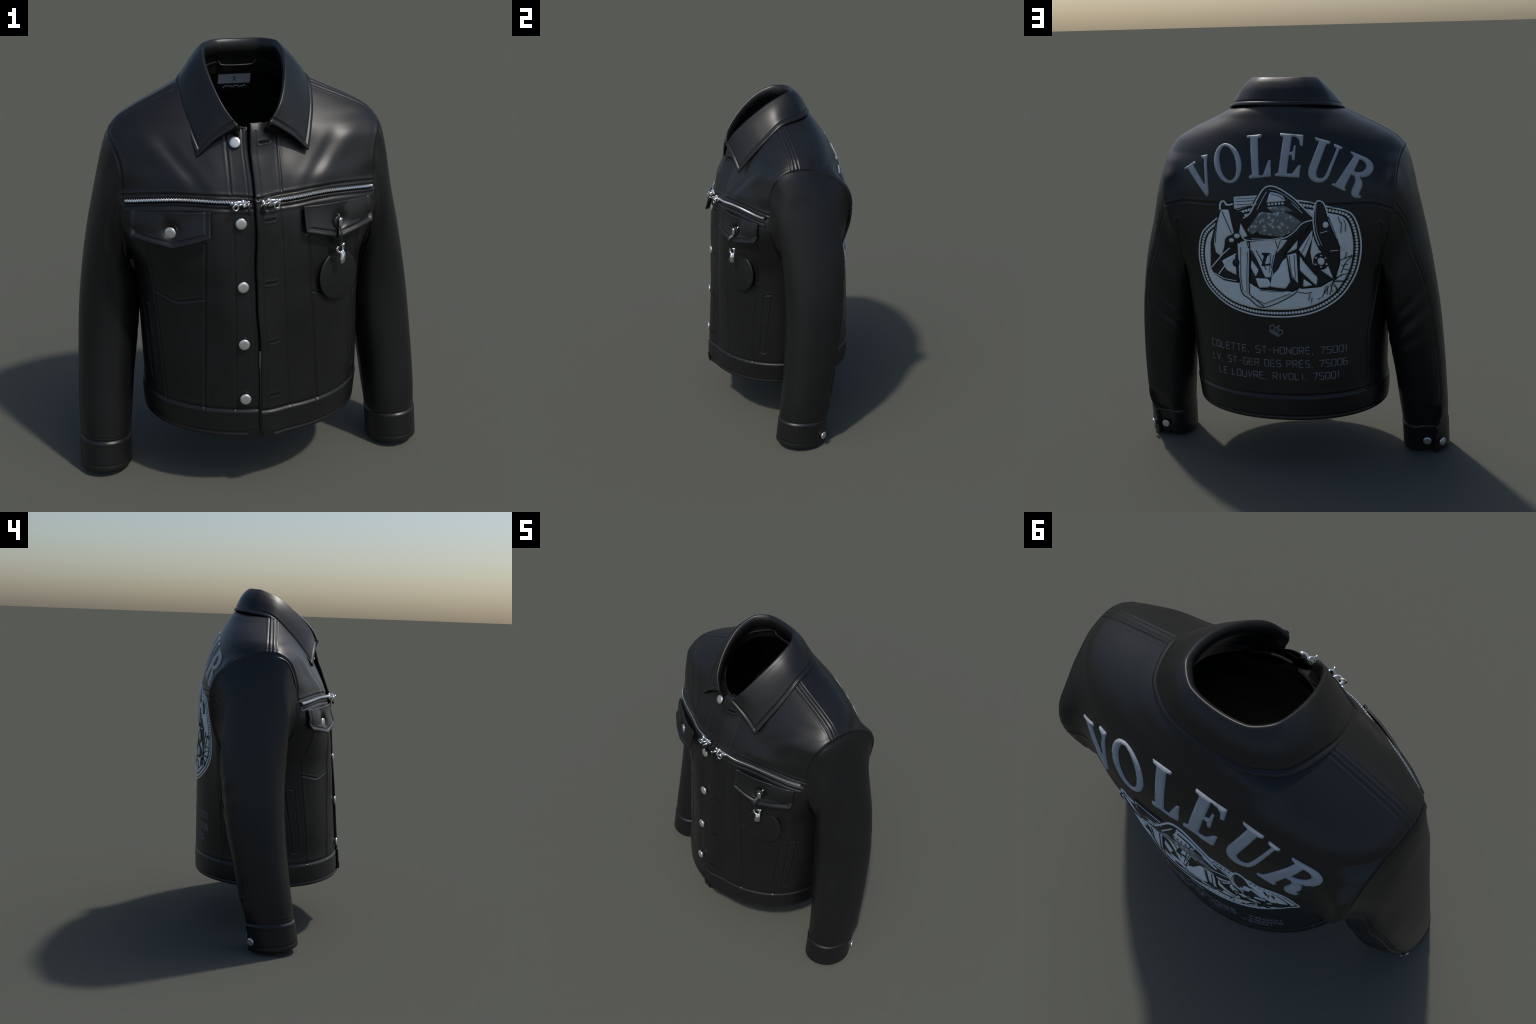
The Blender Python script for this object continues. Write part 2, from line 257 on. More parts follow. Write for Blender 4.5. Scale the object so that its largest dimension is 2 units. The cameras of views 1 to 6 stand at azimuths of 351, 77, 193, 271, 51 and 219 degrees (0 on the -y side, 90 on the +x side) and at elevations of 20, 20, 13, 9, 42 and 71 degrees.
EMBLEM_LINES = [
    (3, 'ink', 0.0063, [(115, 1173), (45, 1040)]),
    (3, 'ink', 0.0042, [(91, 1172), (37, 1077)]),
    (3, 'ink', 0.0042, [(-13, 1175), (14, 1045)]),
    (2, 'pale', 0.0063, [(145, 1335), (110, 1361), (80, 1419), (47, 1474), (13, 1492), (-34, 1481), (-102, 1439), (-142, 1401), (-198, 1345)]),
    (2, 'pale', 0.0056, [(160, 1246), (137, 1225), (55, 1222), (-43, 1235), (-104, 1270), (-148, 1315), (-198, 1331)]),
    (2, 'pale', 0.0063, [(-225, 1205), (-206, 1267), (-200, 1348), (-214, 1414), (-233, 1421), (-253, 1403), (-271, 1346)]),
    (3, 'ink', 0.0049, [(-124, 1170), (-183, 1103), (-254, 1045), (-288, 1025)]),
    (3, 'pale', 0.0056, [(335, 1067), (264, 1145), (190, 1211)]),
    (3, 'pale', 0.0056, [(292, 1040), (243, 1101), (191, 1154)]),
    (3, 'ink', 0.0042, [(178, 1036), (166, 960), (130, 931), (52, 889), (-94, 957), (-121, 1000), (-127, 1062), (-117, 1170)]),
    (3, 'ink', 0.0042, [(122, 1173), (125, 953), (52, 894)]),
    (3, 'ink', 0.0042, [(197, 1440), (74, 1451)]),
    (3, 'ink', 0.0042, [(197, 1440), (194, 1375), (104, 1397)]),
    (2, 'pale', 0.0084, [(268, 1371), (264, 1405), (245, 1413), (230, 1397), (197, 1402)]),
    (3, 'ink', 0.0035, [(-11, 1224), (-19, 1182), (-35, 1225)]),
    (3, 'ink', 0.0035, [(134, 1218), (126, 1183)]),
    (3, 'ink', 0.0042, [(-126, 1084), (-207, 1001)]),
    (3, 'ink', 0.0028, [(-285, 1018), (-323, 1050), (-374, 1055)]),
    (3, 'ink', 0.0028, [(-285, 1018), (-335, 1013), (-360, 1028)]),
    (3, 'ink', 0.0028, [(-285, 1018), (-315, 962)]),
    (3, 'ink', 0.0028, [(-285, 1018), (-271, 952)]),
    (3, 'ink', 0.0028, [(-265, 995), (-232, 941)]),
    (3, 'ink', 0.0028, [(-122, 972), (-161, 965), (-187, 971)]),
    (3, 'ink', 0.0028, [(-178, 964), (-170, 929)]),
    (3, 'ink', 0.0028, [(-319, 1125), (-363, 1142), (-401, 1145)]),
    (3, 'ink', 0.0028, [(-324, 1060), (-344, 1108), (-376, 1148)]),
    (3, 'ink', 0.0028, [(-332, 1317), (-328, 1263)]),
    (4, 'ink', 0.0021, [(-285, 1018), (-304, 1041), (-326, 1046)]),
    (4, 'ink', 0.0021, [(-285, 1018), (-310, 1022), (-341, 1017)]),
    (4, 'ink', 0.0021, [(-278, 1011), (-300, 985), (-306, 956)]),
    (4, 'ink', 0.0021, [(-272, 1008), (-284, 965)]),
    (4, 'ink', 0.0021, [(-262, 1002), (-258, 953)]),
    (4, 'ink', 0.0021, [(-253, 999), (-242, 961)]),
    (4, 'ink', 0.0021, [(-226, 941), (-213, 932)]),
    (4, 'ink', 0.0021, [(-328, 1096), (-356, 1103)]),
    (4, 'ink', 0.0021, [(-333, 1081), (-365, 1070)]),
    (4, 'ink', 0.0021, [(-344, 1130), (-352, 1164)]),
    (4, 'ink', 0.0021, [(-370, 1141), (-388, 1125)]),
    (4, 'ink', 0.0021, [(-187, 943), (-183, 915)]),
    (4, 'ink', 0.0021, [(-342, 1330), (-351, 1303), (-348, 1269)]),
    (4, 'ink', 0.0021, [(-317, 1345), (-326, 1311)]),
    (4, 'ink', 0.0021, [(186, 1427), (84, 1436)]),
    (4, 'ink', 0.0021, [(186, 1415), (91, 1422)]),
    (4, 'ink', 0.0021, [(185, 1399), (101, 1406)]),
    (4, 'ink', 0.0021, [(167, 1189), (169, 1037), (159, 971)]),
    (4, 'ink', 0.0021, [(134, 1166), (137, 966)]),
    (4, 'ink', 0.0021, [(-78, 1148), (-89, 1058), (-109, 1031)]),
    (4, 'ink', 0.0021, [(-103, 1156), (-109, 1041)]),
    (4, 'ink', 0.0021, [(17, 1156), (21, 1064)]),
    (4, 'ink', 0.0021, [(3, 1150), (12, 1084)]),
    (4, 'ink', 0.0021, [(115, 939), (48, 909), (-81, 965)]),
    (4, 'ink', 0.0021, [(71, 978), (15, 975), (-54, 973)]),
    (4, 'ink', 0.0021, [(-143, 1137), (-205, 1058)]),
    (4, 'ink', 0.0021, [(-203, 1240), (-230, 1178)]),
    (4, 'ink', 0.0021, [(-144, 1171), (-183, 1254)]),
    (4, 'ink', 0.0021, [(276, 1350), (290, 1287), (302, 1202)]),
    (4, 'ink', 0.0021, [(257, 1365), (232, 1312), (209, 1258)]),
    (4, 'ink', 0.0021, [(6, 1456), (-35, 1446), (-59, 1430)]),
    (4, 'pale', 0.0021, [(13, 1475), (-35, 1464), (-96, 1427), (-136, 1388)]),
    (4, 'pale', 0.0021, [(-214, 1400), (-209, 1348), (-216, 1274), (-238, 1205)]),
    (4, 'pale', 0.0021, [(-271, 1333), (-291, 1285), (-309, 1237)]),
    (4, 'pale', 0.0021, [(-232, 1267), (-265, 1276)]),
    (4, 'pale', 0.0021, [(-276, 1176), (-314, 1177)]),
    (4, 'pale', 0.0021, [(74, 1379), (46, 1432), (27, 1465)]),
    (4, 'pale', 0.0021, [(318, 1042), (263, 1021), (193, 1016)]),
    (4, 'pale', 0.0021, [(109, 1233), (13, 1231), (-51, 1244)]),
    (4, 'pale', 0.0021, [(-96, 1414), (-149, 1365)]),
]
EMBLEM_BEADS = [(15, 1405), (-2, 1407), (-19, 1409), (-36, 1410), (-53, 1411)]

ADDRESS = [("COLETTE, ST-HONORÉ, 75001", .650, .352), ("LV, ST-GER DES PRÉS, 75006", .580, .350), ("LE LOUVRE, RIVOLI, 75001", .513, .314)]
# single stroke alphabet, unit cell 0..1 wide, 0..1 high
GLYPHS = {
    'C': [[(1, 1), (.1, 1), (0, .9), (0, .1), (.1, 0), (1, 0)]],
    'O': [[(.1, 0), (.9, 0), (1, .1), (1, .9), (.9, 1), (.1, 1), (0, .9), (0, .1), (.1, 0)]],
    '0': [[(.1, 0), (.9, 0), (1, .1), (1, .9), (.9, 1), (.1, 1), (0, .9), (0, .1), (.1, 0)]],
    'D': [[(0, 0), (.85, 0), (1, .15), (1, .85), (.85, 1), (0, 1), (0, 0)]],
    'L': [[(0, 1), (0, 0), (.9, 0)]],
    'E': [[(.95, 1), (.1, 1), (0, .9), (0, .1), (.1, 0), (.95, 0)], [(0, .52), (.85, .52)]],
    'É': [[(.95, 1), (.1, 1), (0, .9), (0, .1), (.1, 0), (.95, 0)], [(0, .52), (.85, .52)], [(.45, 1.12), (.65, 1.28)]],
    'T': [[(0, 1), (1, 1)], [(.5, 1), (.5, 0)]],
    'S': [[(1, 1), (.1, 1), (0, .9), (0, .6), (.1, .52), (.9, .48), (1, .4), (1, .1), (.9, 0), (0, 0)]],
    '5': [[(1, 1), (.05, 1), (0, .55), (.9, .52), (1, .42), (1, .1), (.9, 0), (0, 0)]],
    '7': [[(0, 1), (1, 1), (.4, 0)]],
    '1': [[(.2, .85), (.45, 1), (.45, 0)]],
    '6': [[(.95, 1), (.1, 1), (0, .9), (0, .1), (.1, 0), (.9, 0), (1, .1), (1, .45), (.9, .55), (0, .52)]],
    'H': [[(0, 0), (0, 1)], [(1, 0), (1, 1)], [(0, .5), (1, .5)]],
    'N': [[(0, 0), (0, 1), (1, 0), (1, 1)]],
    'R': [[(0, 0), (0, 1), (.88, 1), (1, .9), (1, .6), (.88, .48), (0, .48)], [(.5, .48), (1, 0)]],
    'P': [[(0, 0), (0, 1), (.88, 1), (1, .9), (1, .6), (.88, .48), (0, .48)]],
    'V': [[(0, 1), (.5, 0), (1, 1)]],
    'U': [[(0, 1), (0, .1), (.1, 0), (.9, 0), (1, .1), (1, 1)]],
    'I': [[(.5, 0), (.5, 1)]],
    'G': [[(1, 1), (.1, 1), (0, .9), (0, .1), (.1, 0), (.9, 0), (1, .1), (1, .48), (.55, .48)]],
    'X': [[(0, 0), (1, 1)], [(0, 1), (1, 0)]],
    '-': [[(.1, .5), (.8, .5)]],
    ',': [[(.3, .08), (.1, -.15)]],
}
NARROW = {',': .45, 'I': .5, '1': .65, ' ': .55, '-': .9}

import bpy, bmesh
from mathutils import Vector, Matrix
from mathutils.geometry import delaunay_2d_cdt
rng = np.random.default_rng(7)

# ------------------------------------------------------------------ materials
def material(name, color, rough=.5, metallic=0, spec=.5, grain=0, grain_scale=300, var=0, var_scale=6, coat=0, bump_d=.001, rough_var=0):
    m = bpy.data.materials.new(name); m.use_nodes = True
    nt = m.node_tree; b = nt.nodes['Principled BSDF']
    b.inputs['Base Color'].default_value = (*color, 1)
    b.inputs['Roughness'].default_value = rough
    b.inputs['Metallic'].default_value = metallic
    b.inputs['Specular IOR Level'].default_value = spec
    b.inputs['Coat Weight'].default_value = coat
    b.inputs['Coat Roughness'].default_value = .3
    tc = nt.nodes.new('ShaderNodeTexCoord')
    if var:
        n = nt.nodes.new('ShaderNodeTexNoise'); n.inputs['Scale'].default_value = var_scale
        n.inputs['Detail'].default_value = 5
        nt.links.new(tc.outputs['Object'], n.inputs['Vector'])
        r = nt.nodes.new('ShaderNodeValToRGB')
        r.color_ramp.elements[0].position = .3; r.color_ramp.elements[1].position = .7
        r.color_ramp.elements[0].color = (*[c * (1 - var) for c in color], 1)
        r.color_ramp.elements[1].color = (*[min(1, c * (1 + var)) for c in color], 1)
        nt.links.new(n.outputs['Fac'], r.inputs['Fac']); nt.links.new(r.outputs['Color'], b.inputs['Base Color'])
        if rough_var:
            mr = nt.nodes.new('ShaderNodeMapRange')
            mr.inputs['To Min'].default_value = rough - rough_var; mr.inputs['To Max'].default_value = rough + rough_var
            nt.links.new(n.outputs['Fac'], mr.inputs['Value']); nt.links.new(mr.outputs['Result'], b.inputs['Roughness'])
    if grain:
        v = nt.nodes.new('ShaderNodeTexVoronoi'); v.inputs['Scale'].default_value = grain_scale
        nt.links.new(tc.outputs['Object'], v.inputs['Vector'])
        bp = nt.nodes.new('ShaderNodeBump'); bp.inputs['Strength'].default_value = grain
        bp.inputs['Distance'].default_value = bump_d
        nt.links.new(v.outputs['Distance'], bp.inputs['Height']); nt.links.new(bp.outputs['Normal'], b.inputs['Normal'])
    return m

M_LEATHER = material('black_leather', (.0062, .0064, .0066), .40, spec=.5, grain=.04, grain_scale=330, var=.12, var_scale=5, rough_var=.03)
M_TRIM = material('black_leather_trim', (.0062, .0064, .0066), .44, spec=.5, grain=.04, grain_scale=330, var=.1)
M_LINING = material('black_lining', (.006, .006, .006), .7, spec=.25, var=.15, var_scale=30)
M_SLOT = material('dark_thread', (.004, .004, .004), .8, spec=.2)
M_CHROME = material('polished_steel', (.82, .82, .80), .2, metallic=1, var=.06, var_scale=60)
M_SNAP = material('brushed_snap', (.72, .73, .70), .30, metallic=.82, var=.05, var_scale=80)
M_TEETH = material('zip_steel', (.66, .67, .69), .30, metallic=1, var=.12, var_scale=120)
M_LETTER = material('grey_patch_leather', (.35, .375, .41), .42, spec=.5, var=.08, var_scale=25, grain=.05, grain_scale=200)
M_PALE = material('pale_print', (.70, .745, .77), .55, spec=.4, var=.05, var_scale=18)
M_INK = material('ink_print', (.012, .012, .013), .5, spec=.4, var=.1)
M_GREY = material('speckled_print', (.12, .13, .14), .55, spec=.4, var=.75, var_scale=55)
def speckle(m, lo, hi, scale):
    nt = m.node_tree; b = nt.nodes['Principled BSDF']
    tc = nt.nodes.new('ShaderNodeTexCoord'); v = nt.nodes.new('ShaderNodeTexVoronoi'); v.inputs['Scale'].default_value = scale
    n = nt.nodes.new('ShaderNodeTexNoise'); n.inputs['Scale'].default_value = scale * 2.2
    mx = nt.nodes.new('ShaderNodeMath'); mx.operation = 'ADD'
    r = nt.nodes.new('ShaderNodeValToRGB'); r.color_ramp.elements[0].color = (*hi, 1); r.color_ramp.elements[1].color = (*lo, 1)
    r.color_ramp.elements[0].position = .62; r.color_ramp.elements[1].position = 1.0
    nt.links.new(tc.outputs['Object'], v.inputs['Vector']); nt.links.new(tc.outputs['Object'], n.inputs['Vector'])
    nt.links.new(v.outputs['Distance'], mx.inputs[0]); nt.links.new(n.outputs['Fac'], mx.inputs[1])
    nt.links.new(mx.outputs[0], r.inputs['Fac']); nt.links.new(r.outputs['Color'], b.inputs['Base Color'])
speckle(M_GREY, (.16, .17, .18), (.55, .58, .60), 42)
M_TEXT = material('faded_print', (.155, .162, .180), .55, spec=.4, var=.15, var_scale=60)
M_LABEL = material('grey_label', (.78, .80, .86), .6, spec=.3, var=.05, var_scale=40)

# ------------------------------------------------------------------ mesh plumbing
ROOT = bpy.data.objects.new('leather_jacket', None)
bpy.context.scene.collection.objects.link(ROOT)
ROOT['label'] = "black leather trucker jacket with grey back lettering and emblem"
ROOT['category'] = "leather jacket"

def add_object(name, mesh, mat=None, parent=None, stuff=False):
    o = bpy.data.objects.new(name, mesh)
    bpy.context.scene.collection.objects.link(o)
    if mat is not None and not mesh.materials:
        mesh.materials.append(mat)
    o.parent = parent or ROOT
    if stuff:
        o['kind'] = 'stuff'
    return o

def raw_mesh(name, V, F, normals=None, smooth_shade=True):
    V = np.asarray(V, float)
    me = bpy.data.meshes.new(name)
    F = F if isinstance(F, list) else F.tolist()
    me.from_pydata(V.tolist(), [], F)
    me.polygons.foreach_set('use_smooth', [smooth_shade] * len(me.polygons))
    me.update()
    if normals is not None:
        me.normals_split_custom_set_from_vertices(np.asarray(normals).tolist())
    return me

def quads(nr, nc, closed=False):
    i, j = np.meshgrid(np.arange(nr - 1), np.arange(nc if closed else nc - 1), indexing='ij')
    j2 = (j + 1) % nc
    return np.stack([i * nc + j, i * nc + j2, (i + 1) * nc + j2, (i + 1) * nc + j], -1)

def part_from_grid(name, P, N, keep, mat, closed=False, parent=None):
    """Object from those grid faces where keep (bool per face) holds; keeps the whole surface's normals."""
    nr, nc = P.shape[:2]
    F = quads(nr, nc, closed)[keep]
    used, inv = np.unique(F.ravel(), return_inverse=True)
    me = raw_mesh(name, P.reshape(-1, 3)[used], inv.reshape(-1, 4), N.reshape(-1, 3)[used])
    return add_object(name, me, mat, parent)

def curl(P, N, side, r, tail=0, n=7):
    """Extend a grid over one border by a half round turn of radius r to the inside."""
    if side in ('left', 'right'):
        P = P.transpose(1, 0, 2); N = N.transpose(1, 0, 2)
    if side in ('right', 'top'):
        P = P[::-1]; N = N[::-1]
    t = P[0] - P[2]
    t = t / np.maximum(np.linalg.norm(t, axis=-1, keepdims=True), 1e-9)
    n0 = N[0]
    rows, nrm = [], []
    if tail:
        for k in range(3, 0, -1):
            rows.append(P[0] - 2 * r * n0 - t * tail * k / 3); nrm.append(-n0)
    for k in range(n, 0, -1):
        a = math.pi * k / n
        rows.append(P[0] - n0 * r * (1 - math.cos(a)) + t * r * math.sin(a))
        nrm.append(n0 * math.cos(a) + t * math.sin(a))
    P = np.concatenate([np.stack(rows), P]); N = np.concatenate([np.stack(nrm), N])
    if side in ('right', 'top'):
        P = P[::-1]; N = N[::-1]
    if side in ('left', 'right'):
        P = P.transpose(1, 0, 2); N = N.transpose(1, 0, 2)
    return P, N

def shell(P, r, sides=('left', 'right', 'bottom', 'top')):
    """Closed slab of thickness 2r whose outer face is the grid P, edges rounded. Returns V, F, normals."""
    N = grid_normals(P)
    I = P - 2 * r * N
    A, NA = P, N
    for s in sides:
        A, NA = curl(A, NA, s, r)
    V = np.vstack([A.reshape(-1, 3), I.reshape(-1, 3)])
    F = np.vstack([quads(*A.shape[:2]).reshape(-1, 4), quads(*I.shape[:2]).reshape(-1, 4)[:, ::-1] + A.shape[0] * A.shape[1]])
    return V, F

def lathe(profile, n=28):
    """Surface of revolution about +z from (radius, height) pairs."""
    p = np.asarray(profile, float); a = np.linspace(0, 2 * math.pi, n, endpoint=False)
    V = np.stack([p[:, None, 0] * np.cos(a), p[:, None, 0] * np.sin(a), np.repeat(p[:, 1:2], n, 1)], -1)
    return V.reshape(-1, 3), quads(len(p), n, True).reshape(-1, 4)

def tube(path, r, n=10, closed=False, flat=1.0, up=None):
    path = np.asarray(path, float); m = len(path)
    if closed:
        T = np.roll(path, -1, 0) - np.roll(path, 1, 0)
    else:
        T = np.gradient(path, axis=0)
    T /= np.linalg.norm(T, axis=1, keepdims=True)
    ref = np.array([0, 0, 1.0]) if up is None else np.asarray(up, float)
    if abs(T @ ref).max() > .97 and up is None:
        ref = np.array([.3, 1, .2]); ref /= np.linalg.norm(ref)
    A = np.cross(T, ref); A /= np.linalg.norm(A, axis=1, keepdims=True); B = np.cross(A, T)
    a = np.linspace(0, 2 * math.pi, n, endpoint=False)
    r = np.broadcast_to(np.asarray(r, float), (m,))
    V = path[:, None] + r[:, None, None] * (np.cos(a)[None, :, None] * A[:, None] + flat * np.sin(a)[None, :, None] * B[:, None])
    F = quads(m, n, True).reshape(-1, 4)
    if closed:
        j = np.arange(n); F = np.vstack([F, np.stack([(m-1)*n + j, (m-1)*n + (j+1) % n, (j+1) % n, j], -1)])
        return V.reshape(-1, 3), F.tolist()
    F = F.tolist() + [list(range(n))[::-1], [(m-1)*n + k for k in range(n)]]
    return V.reshape(-1, 3), F

def box(c, size, ax=None, bevel=.15):
    """Chamfered box mesh data, axes ax (3x3 rows)."""
    s = np.array(size) / 2; b = min(s) * bevel * 2
    V = []
    for sz in (-1, 1):
        for k, inset in ((0, b), (1, 0)):
            z = sz * (s[2] - (0 if k == 0 else b)); hx, hy = s[0] - inset, s[1] - inset
            c4 = min(b, hx * .5, hy * .5)
            V.append([(hx - c4, -hy, z), (hx, -hy + c4, z), (hx, hy - c4, z), (hx - c4, hy, z), (-hx + c4, hy, z), (-hx, hy - c4, z), (-hx, -hy + c4, z), (-hx + c4, -hy, z)])
    order = [V[0], V[1], V[3], V[2]]
    V = np.array(order).reshape(-1, 3)
    F = quads(4, 8, True).reshape(-1, 4).tolist() + [list(range(8))[::-1], list(range(24, 32))]
    if ax is not None:
        V = V @ np.asarray(ax)
    return V + np.asarray(c), F

def merge(items):
    V, F, o = [], [], 0
    for v, f in items:
        V.append(v); f = f if isinstance(f, list) else f.tolist()
        F += [[k + o for k in q] for q in f]; o += len(v)
    return np.vstack(V), F

def frame(n, up=(0, 0, 1)):
    """Rows: side, up, normal axes at a surface normal."""
    n = np.asarray(n, float); n /= np.linalg.norm(n)
    s = np.cross(up, n); s /= np.linalg.norm(s)
    return np.stack([s, np.cross(n, s), n])

def surf_normal(fn, x, z):
    e = 1e-3
    px = np.array([2*e, fn(np.array([x+e]), np.array([z]))[0] - fn(np.array([x-e]), np.array([z]))[0], 0])
    pz = np.array([0, fn(np.array([x]), np.array([z+e]))[0] - fn(np.array([x]), np.array([z-e]))[0], 2*e])
    n = np.cross(px, pz) if fn is not back_y else np.cross(pz, px)
    return n / np.linalg.norm(n)

def inside(p, loops):
    c = np.zeros(len(p), bool)
    for l in loops:
        l = np.asarray(l)
        for a_, b_ in zip(l, np.roll(l, -1, 0)):
            cr = ((a_[1] > p[:, 1]) != (b_[1] > p[:, 1]))
            with np.errstate(divide='ignore', invalid='ignore'):
                xi = (b_[0] - a_[0]) * (p[:, 1] - a_[1]) / (b_[1] - a_[1]) + a_[0]
            c ^= cr & (p[:, 0] < xi)
    return c

def value_noise(P, scale, seed):
    """Smooth pseudo random field in -1..1 from a sum of plane waves."""
    g = np.random.default_rng(seed); out = np.zeros(P.shape[:-1])
    for k in range(7):
        d = g.normal(size=3); d /= np.linalg.norm(d)
        out += np.sin((P @ d) * scale * (.6 + .8 * g.random()) + g.random() * 6.28)
    return out / 4

# ------------------------------------------------------------------ torso
DENSE = 1.0
zrows = np.concatenate([np.arange(HEM + .008, 1.56, .0042), np.linspace(1.56, 1.86, 120), np.linspace(1.8625, 1.915, 14)])
T0 = np.stack([torso_ring(z, 400) for z in zrows])
N0 = grid_normals(T0)
flat = T0.reshape(-1, 3)
front = flat[:, 1] < prof(flat[:, 2])[1]
is_front = front.reshape(T0.shape[:2])

disp = np.zeros(len(flat))
def seam(line3d, w=.0045, depth=.004, lip=.3):
    global disp
    line = resample(line3d, step=.012)
    d = poly_dist(flat, line, w * 6)
    ok = np.isfinite(d)
    disp[ok] += groove(d[ok], w, depth, lip)
def front_line(pts):
    p = np.array(pts, float)
    p = resample(p, step=.02); return on_front(p)
def back_line(pts):
    p = resample(np.array(pts, float), step=.02); return on_back(p)
def both(pts):
    return [pts, [(-x, z) for x, z in pts]]

YOKE = [(0, 1.388), (.10, 1.397), (.25, 1.405), (.36, 1.407), (.48, 1.397), (.57, 1.383)]
ZIP = [(.022, 1.372), (.10, 1.375), (.25, 1.382), (.34, 1.383), (.45, 1.375), (.55, 1.363)]
WELT_LOW = [(.02, 1.343), (.10, 1.346), (.25, 1.354), (.36, 1.355), (.45, 1.349), (.55, 1.336)]
for l in both(YOKE):
    seam(front_line(l), .0045, .0045)
for l in both(WELT_LOW):
    seam(front_line(l), .005, .004)
for l in both(ZIP):
    seam(front_line(l), .011, .007, .15)
for l in both([(.113, 1.66), (.110, 1.41)]):
    seam(front_line(l), .004, .003)
for l in both([(.103, 1.335), (.112, .82), (.122, .425)]):
    seam(front_line(l), .004, .003)
for l in both([(.014, 1.66), (.014, .44)]):
    seam(front_line([(x if x > 0 else x - .024, z) for x, z in l]), .003, .0018)
for l in both([(.228, 1.20), (.243, .82), (.260, .425)]):
    seam(front_line(l), .005, .005)
for l in both([(.474, 1.22), (.460, 1.06), (.449, .94), (.436, .75), (.423, .50), (.42, .425)]):
    seam(front_line(l), .0045, .004)
for l in both([(.449, .945), (.353, .916), (.246, .944)]):
    seam(front_line(l), .004, .004)
# welt pockets
for sx in (1, -1):
    seam(front_line([(sx * .497, .87), (sx * .475, .49), (sx * .455, .49), (sx * .472, .87), (sx * .497, .87)]), .0035, .0035)
# back
for pts in ([(-.583, 1.375), (-.48, 1.398), (-.2, 1.402), (0, 1.402), (.2, 1.402), (.48, 1.398), (.583, 1.375)],):
    seam(back_line(pts), .005, .0045)
for l in both([(.513, 1.30), (.513, 1.137), (.475, .90), (.445, .74), (.432, .425)]):
    seam(back_line(l), .005, .005)
# shoulder seams: two stitched ridges
for dy in (-.006, .016, .036):
    for sx in (1, -1):
        pts = []
        for x in np.linspace(.25, .61, 14):
            zt = np.interp(x, WK[10:][::-1], ZK[10:][::-1])
            pts.append((sx * x, zt, dy))
        # drop each point on the dome at the given y
        L = []
        for x, zt, y in pts:
            zz = np.linspace(1.5, 1.9, 400)
            f = (front_y(np.full_like(zz, abs(x)), zz) if y < .045 else back_y(np.full_like(zz, x), zz))
            Wz = prof(zz)[0]
            within = (np.abs(x) < Wz) & ((f <= y) if y < .045 else (f >= y))
            k = np.where(within)[0]
            L.append((x, y, zz[k[-1]] if len(k) else zt))
        seam(np.array(L), .004, .0027, .3)
# waistband and hem stitching
ring_lo = torso_ring(.425, 160); seam(ring_lo, .0070, .0045, .15)
seam(torso_ring(HEM + .022, 160), .0045, .003, .2)
# armhole lip
SG, ST, SPHI = sleeve_grid(340, 320)
# snap the sleeve head onto the torso and carry the correction a little way down the sleeve
side_pts = flat[(flat[:, 0] > .45) & (flat[:, 2] > .8)]
near = np.array([side_pts[np.argmin(((side_pts - q) ** 2).sum(1))] for q in SG[0]])
shift = near - SG[0]
ker = np.hanning(15); ker /= ker.sum()
shift = np.stack([np.convolve(np.r_[shift[-15:-1, i], shift[:-1, i], shift[:15, i]], ker, 'same')[14:14 + len(shift)] for i in range(3)], -1)
shift *= np.clip(.05 / np.maximum(np.linalg.norm(shift, axis=1), 1e-6), 0, 1)[:, None]
SG = SG + shift[None] * (1 - smooth(0, .14, ST))[:, None, None]
arm = SG[0]
for sx in (1, -1):
    line = arm * [sx, 1, 1]
    d = poly_dist(flat, resample(line, step=.012), .06); ok = np.isfinite(d)
    disp[ok] += -.004 * np.exp(-(d[ok] / .006) ** 2) + .002 * np.exp(-((d[ok] - .016) / .008) ** 2)
# waistband stands a little proud; soft drapes in the leather
z = flat[:, 2]
disp += .004 * (1 - smooth(.415, .43, z))
def drape(p, q, w, amp):
    """Soft fold between two points of the front, fading at both ends."""
    global disp
    A_, B_ = on_front([p])[0], on_front([q])[0]
    ab = B_ - A_; L = np.linalg.norm(ab); ab /= L
    t_ = (flat - A_) @ ab; d = np.linalg.norm(flat - A_ - t_[:, None] * ab, axis=1)
    disp += amp * np.exp(-(d / w) ** 2) * np.exp(-((t_ - L / 2) / (.55 * L)) ** 4)
for sx in (1, -1):
    drape((sx * .47, 1.62), (sx * .25, 1.42), .046, .008)
    drape((sx * .33, 1.60), (sx * .17, 1.40), .030, .003)
    drape((sx * .37, 1.60), (sx * .22, 1.41), .032, -.004)
for zb in (1.612, 1.296, 1.014, .746, .493):
    seam(front_line([(.030, zb), (.074, zb)]), .004, .0025, .4)
disp += .0035 * value_noise(flat, 9, 3) * smooth(.45, .6, z)
T1 = T0 + N0 * disp.reshape(T0.shape[:2])[..., None]
def lean(P):
    """The whole shoulder line sits a touch towards the wearer's left."""
    Q = P.copy(); Q[..., 0] += .007 * smooth(.30, .55, np.abs(P[..., 0])) * smooth(1.20, 1.55, P[..., 2])
    Q[..., 0] += .004 * smooth(.60, .72, P[..., 0]) * smooth(.15, .40, P[..., 2]) * (1 - smooth(1.10, 1.40, P[..., 2]))
    return Q
T1 = lean(T1)
# the free front edges hang in a slight wave
edge_w = (1 - smooth(.03, .09, np.abs(T1[..., 0]))) * is_front
T1[..., 0] += edge_w * (.0035 * np.sin(T1[..., 2] * 10.5 + .6) + .0015 * np.sin(T1[..., 2] * 27))
NT = grid_normals(T1)
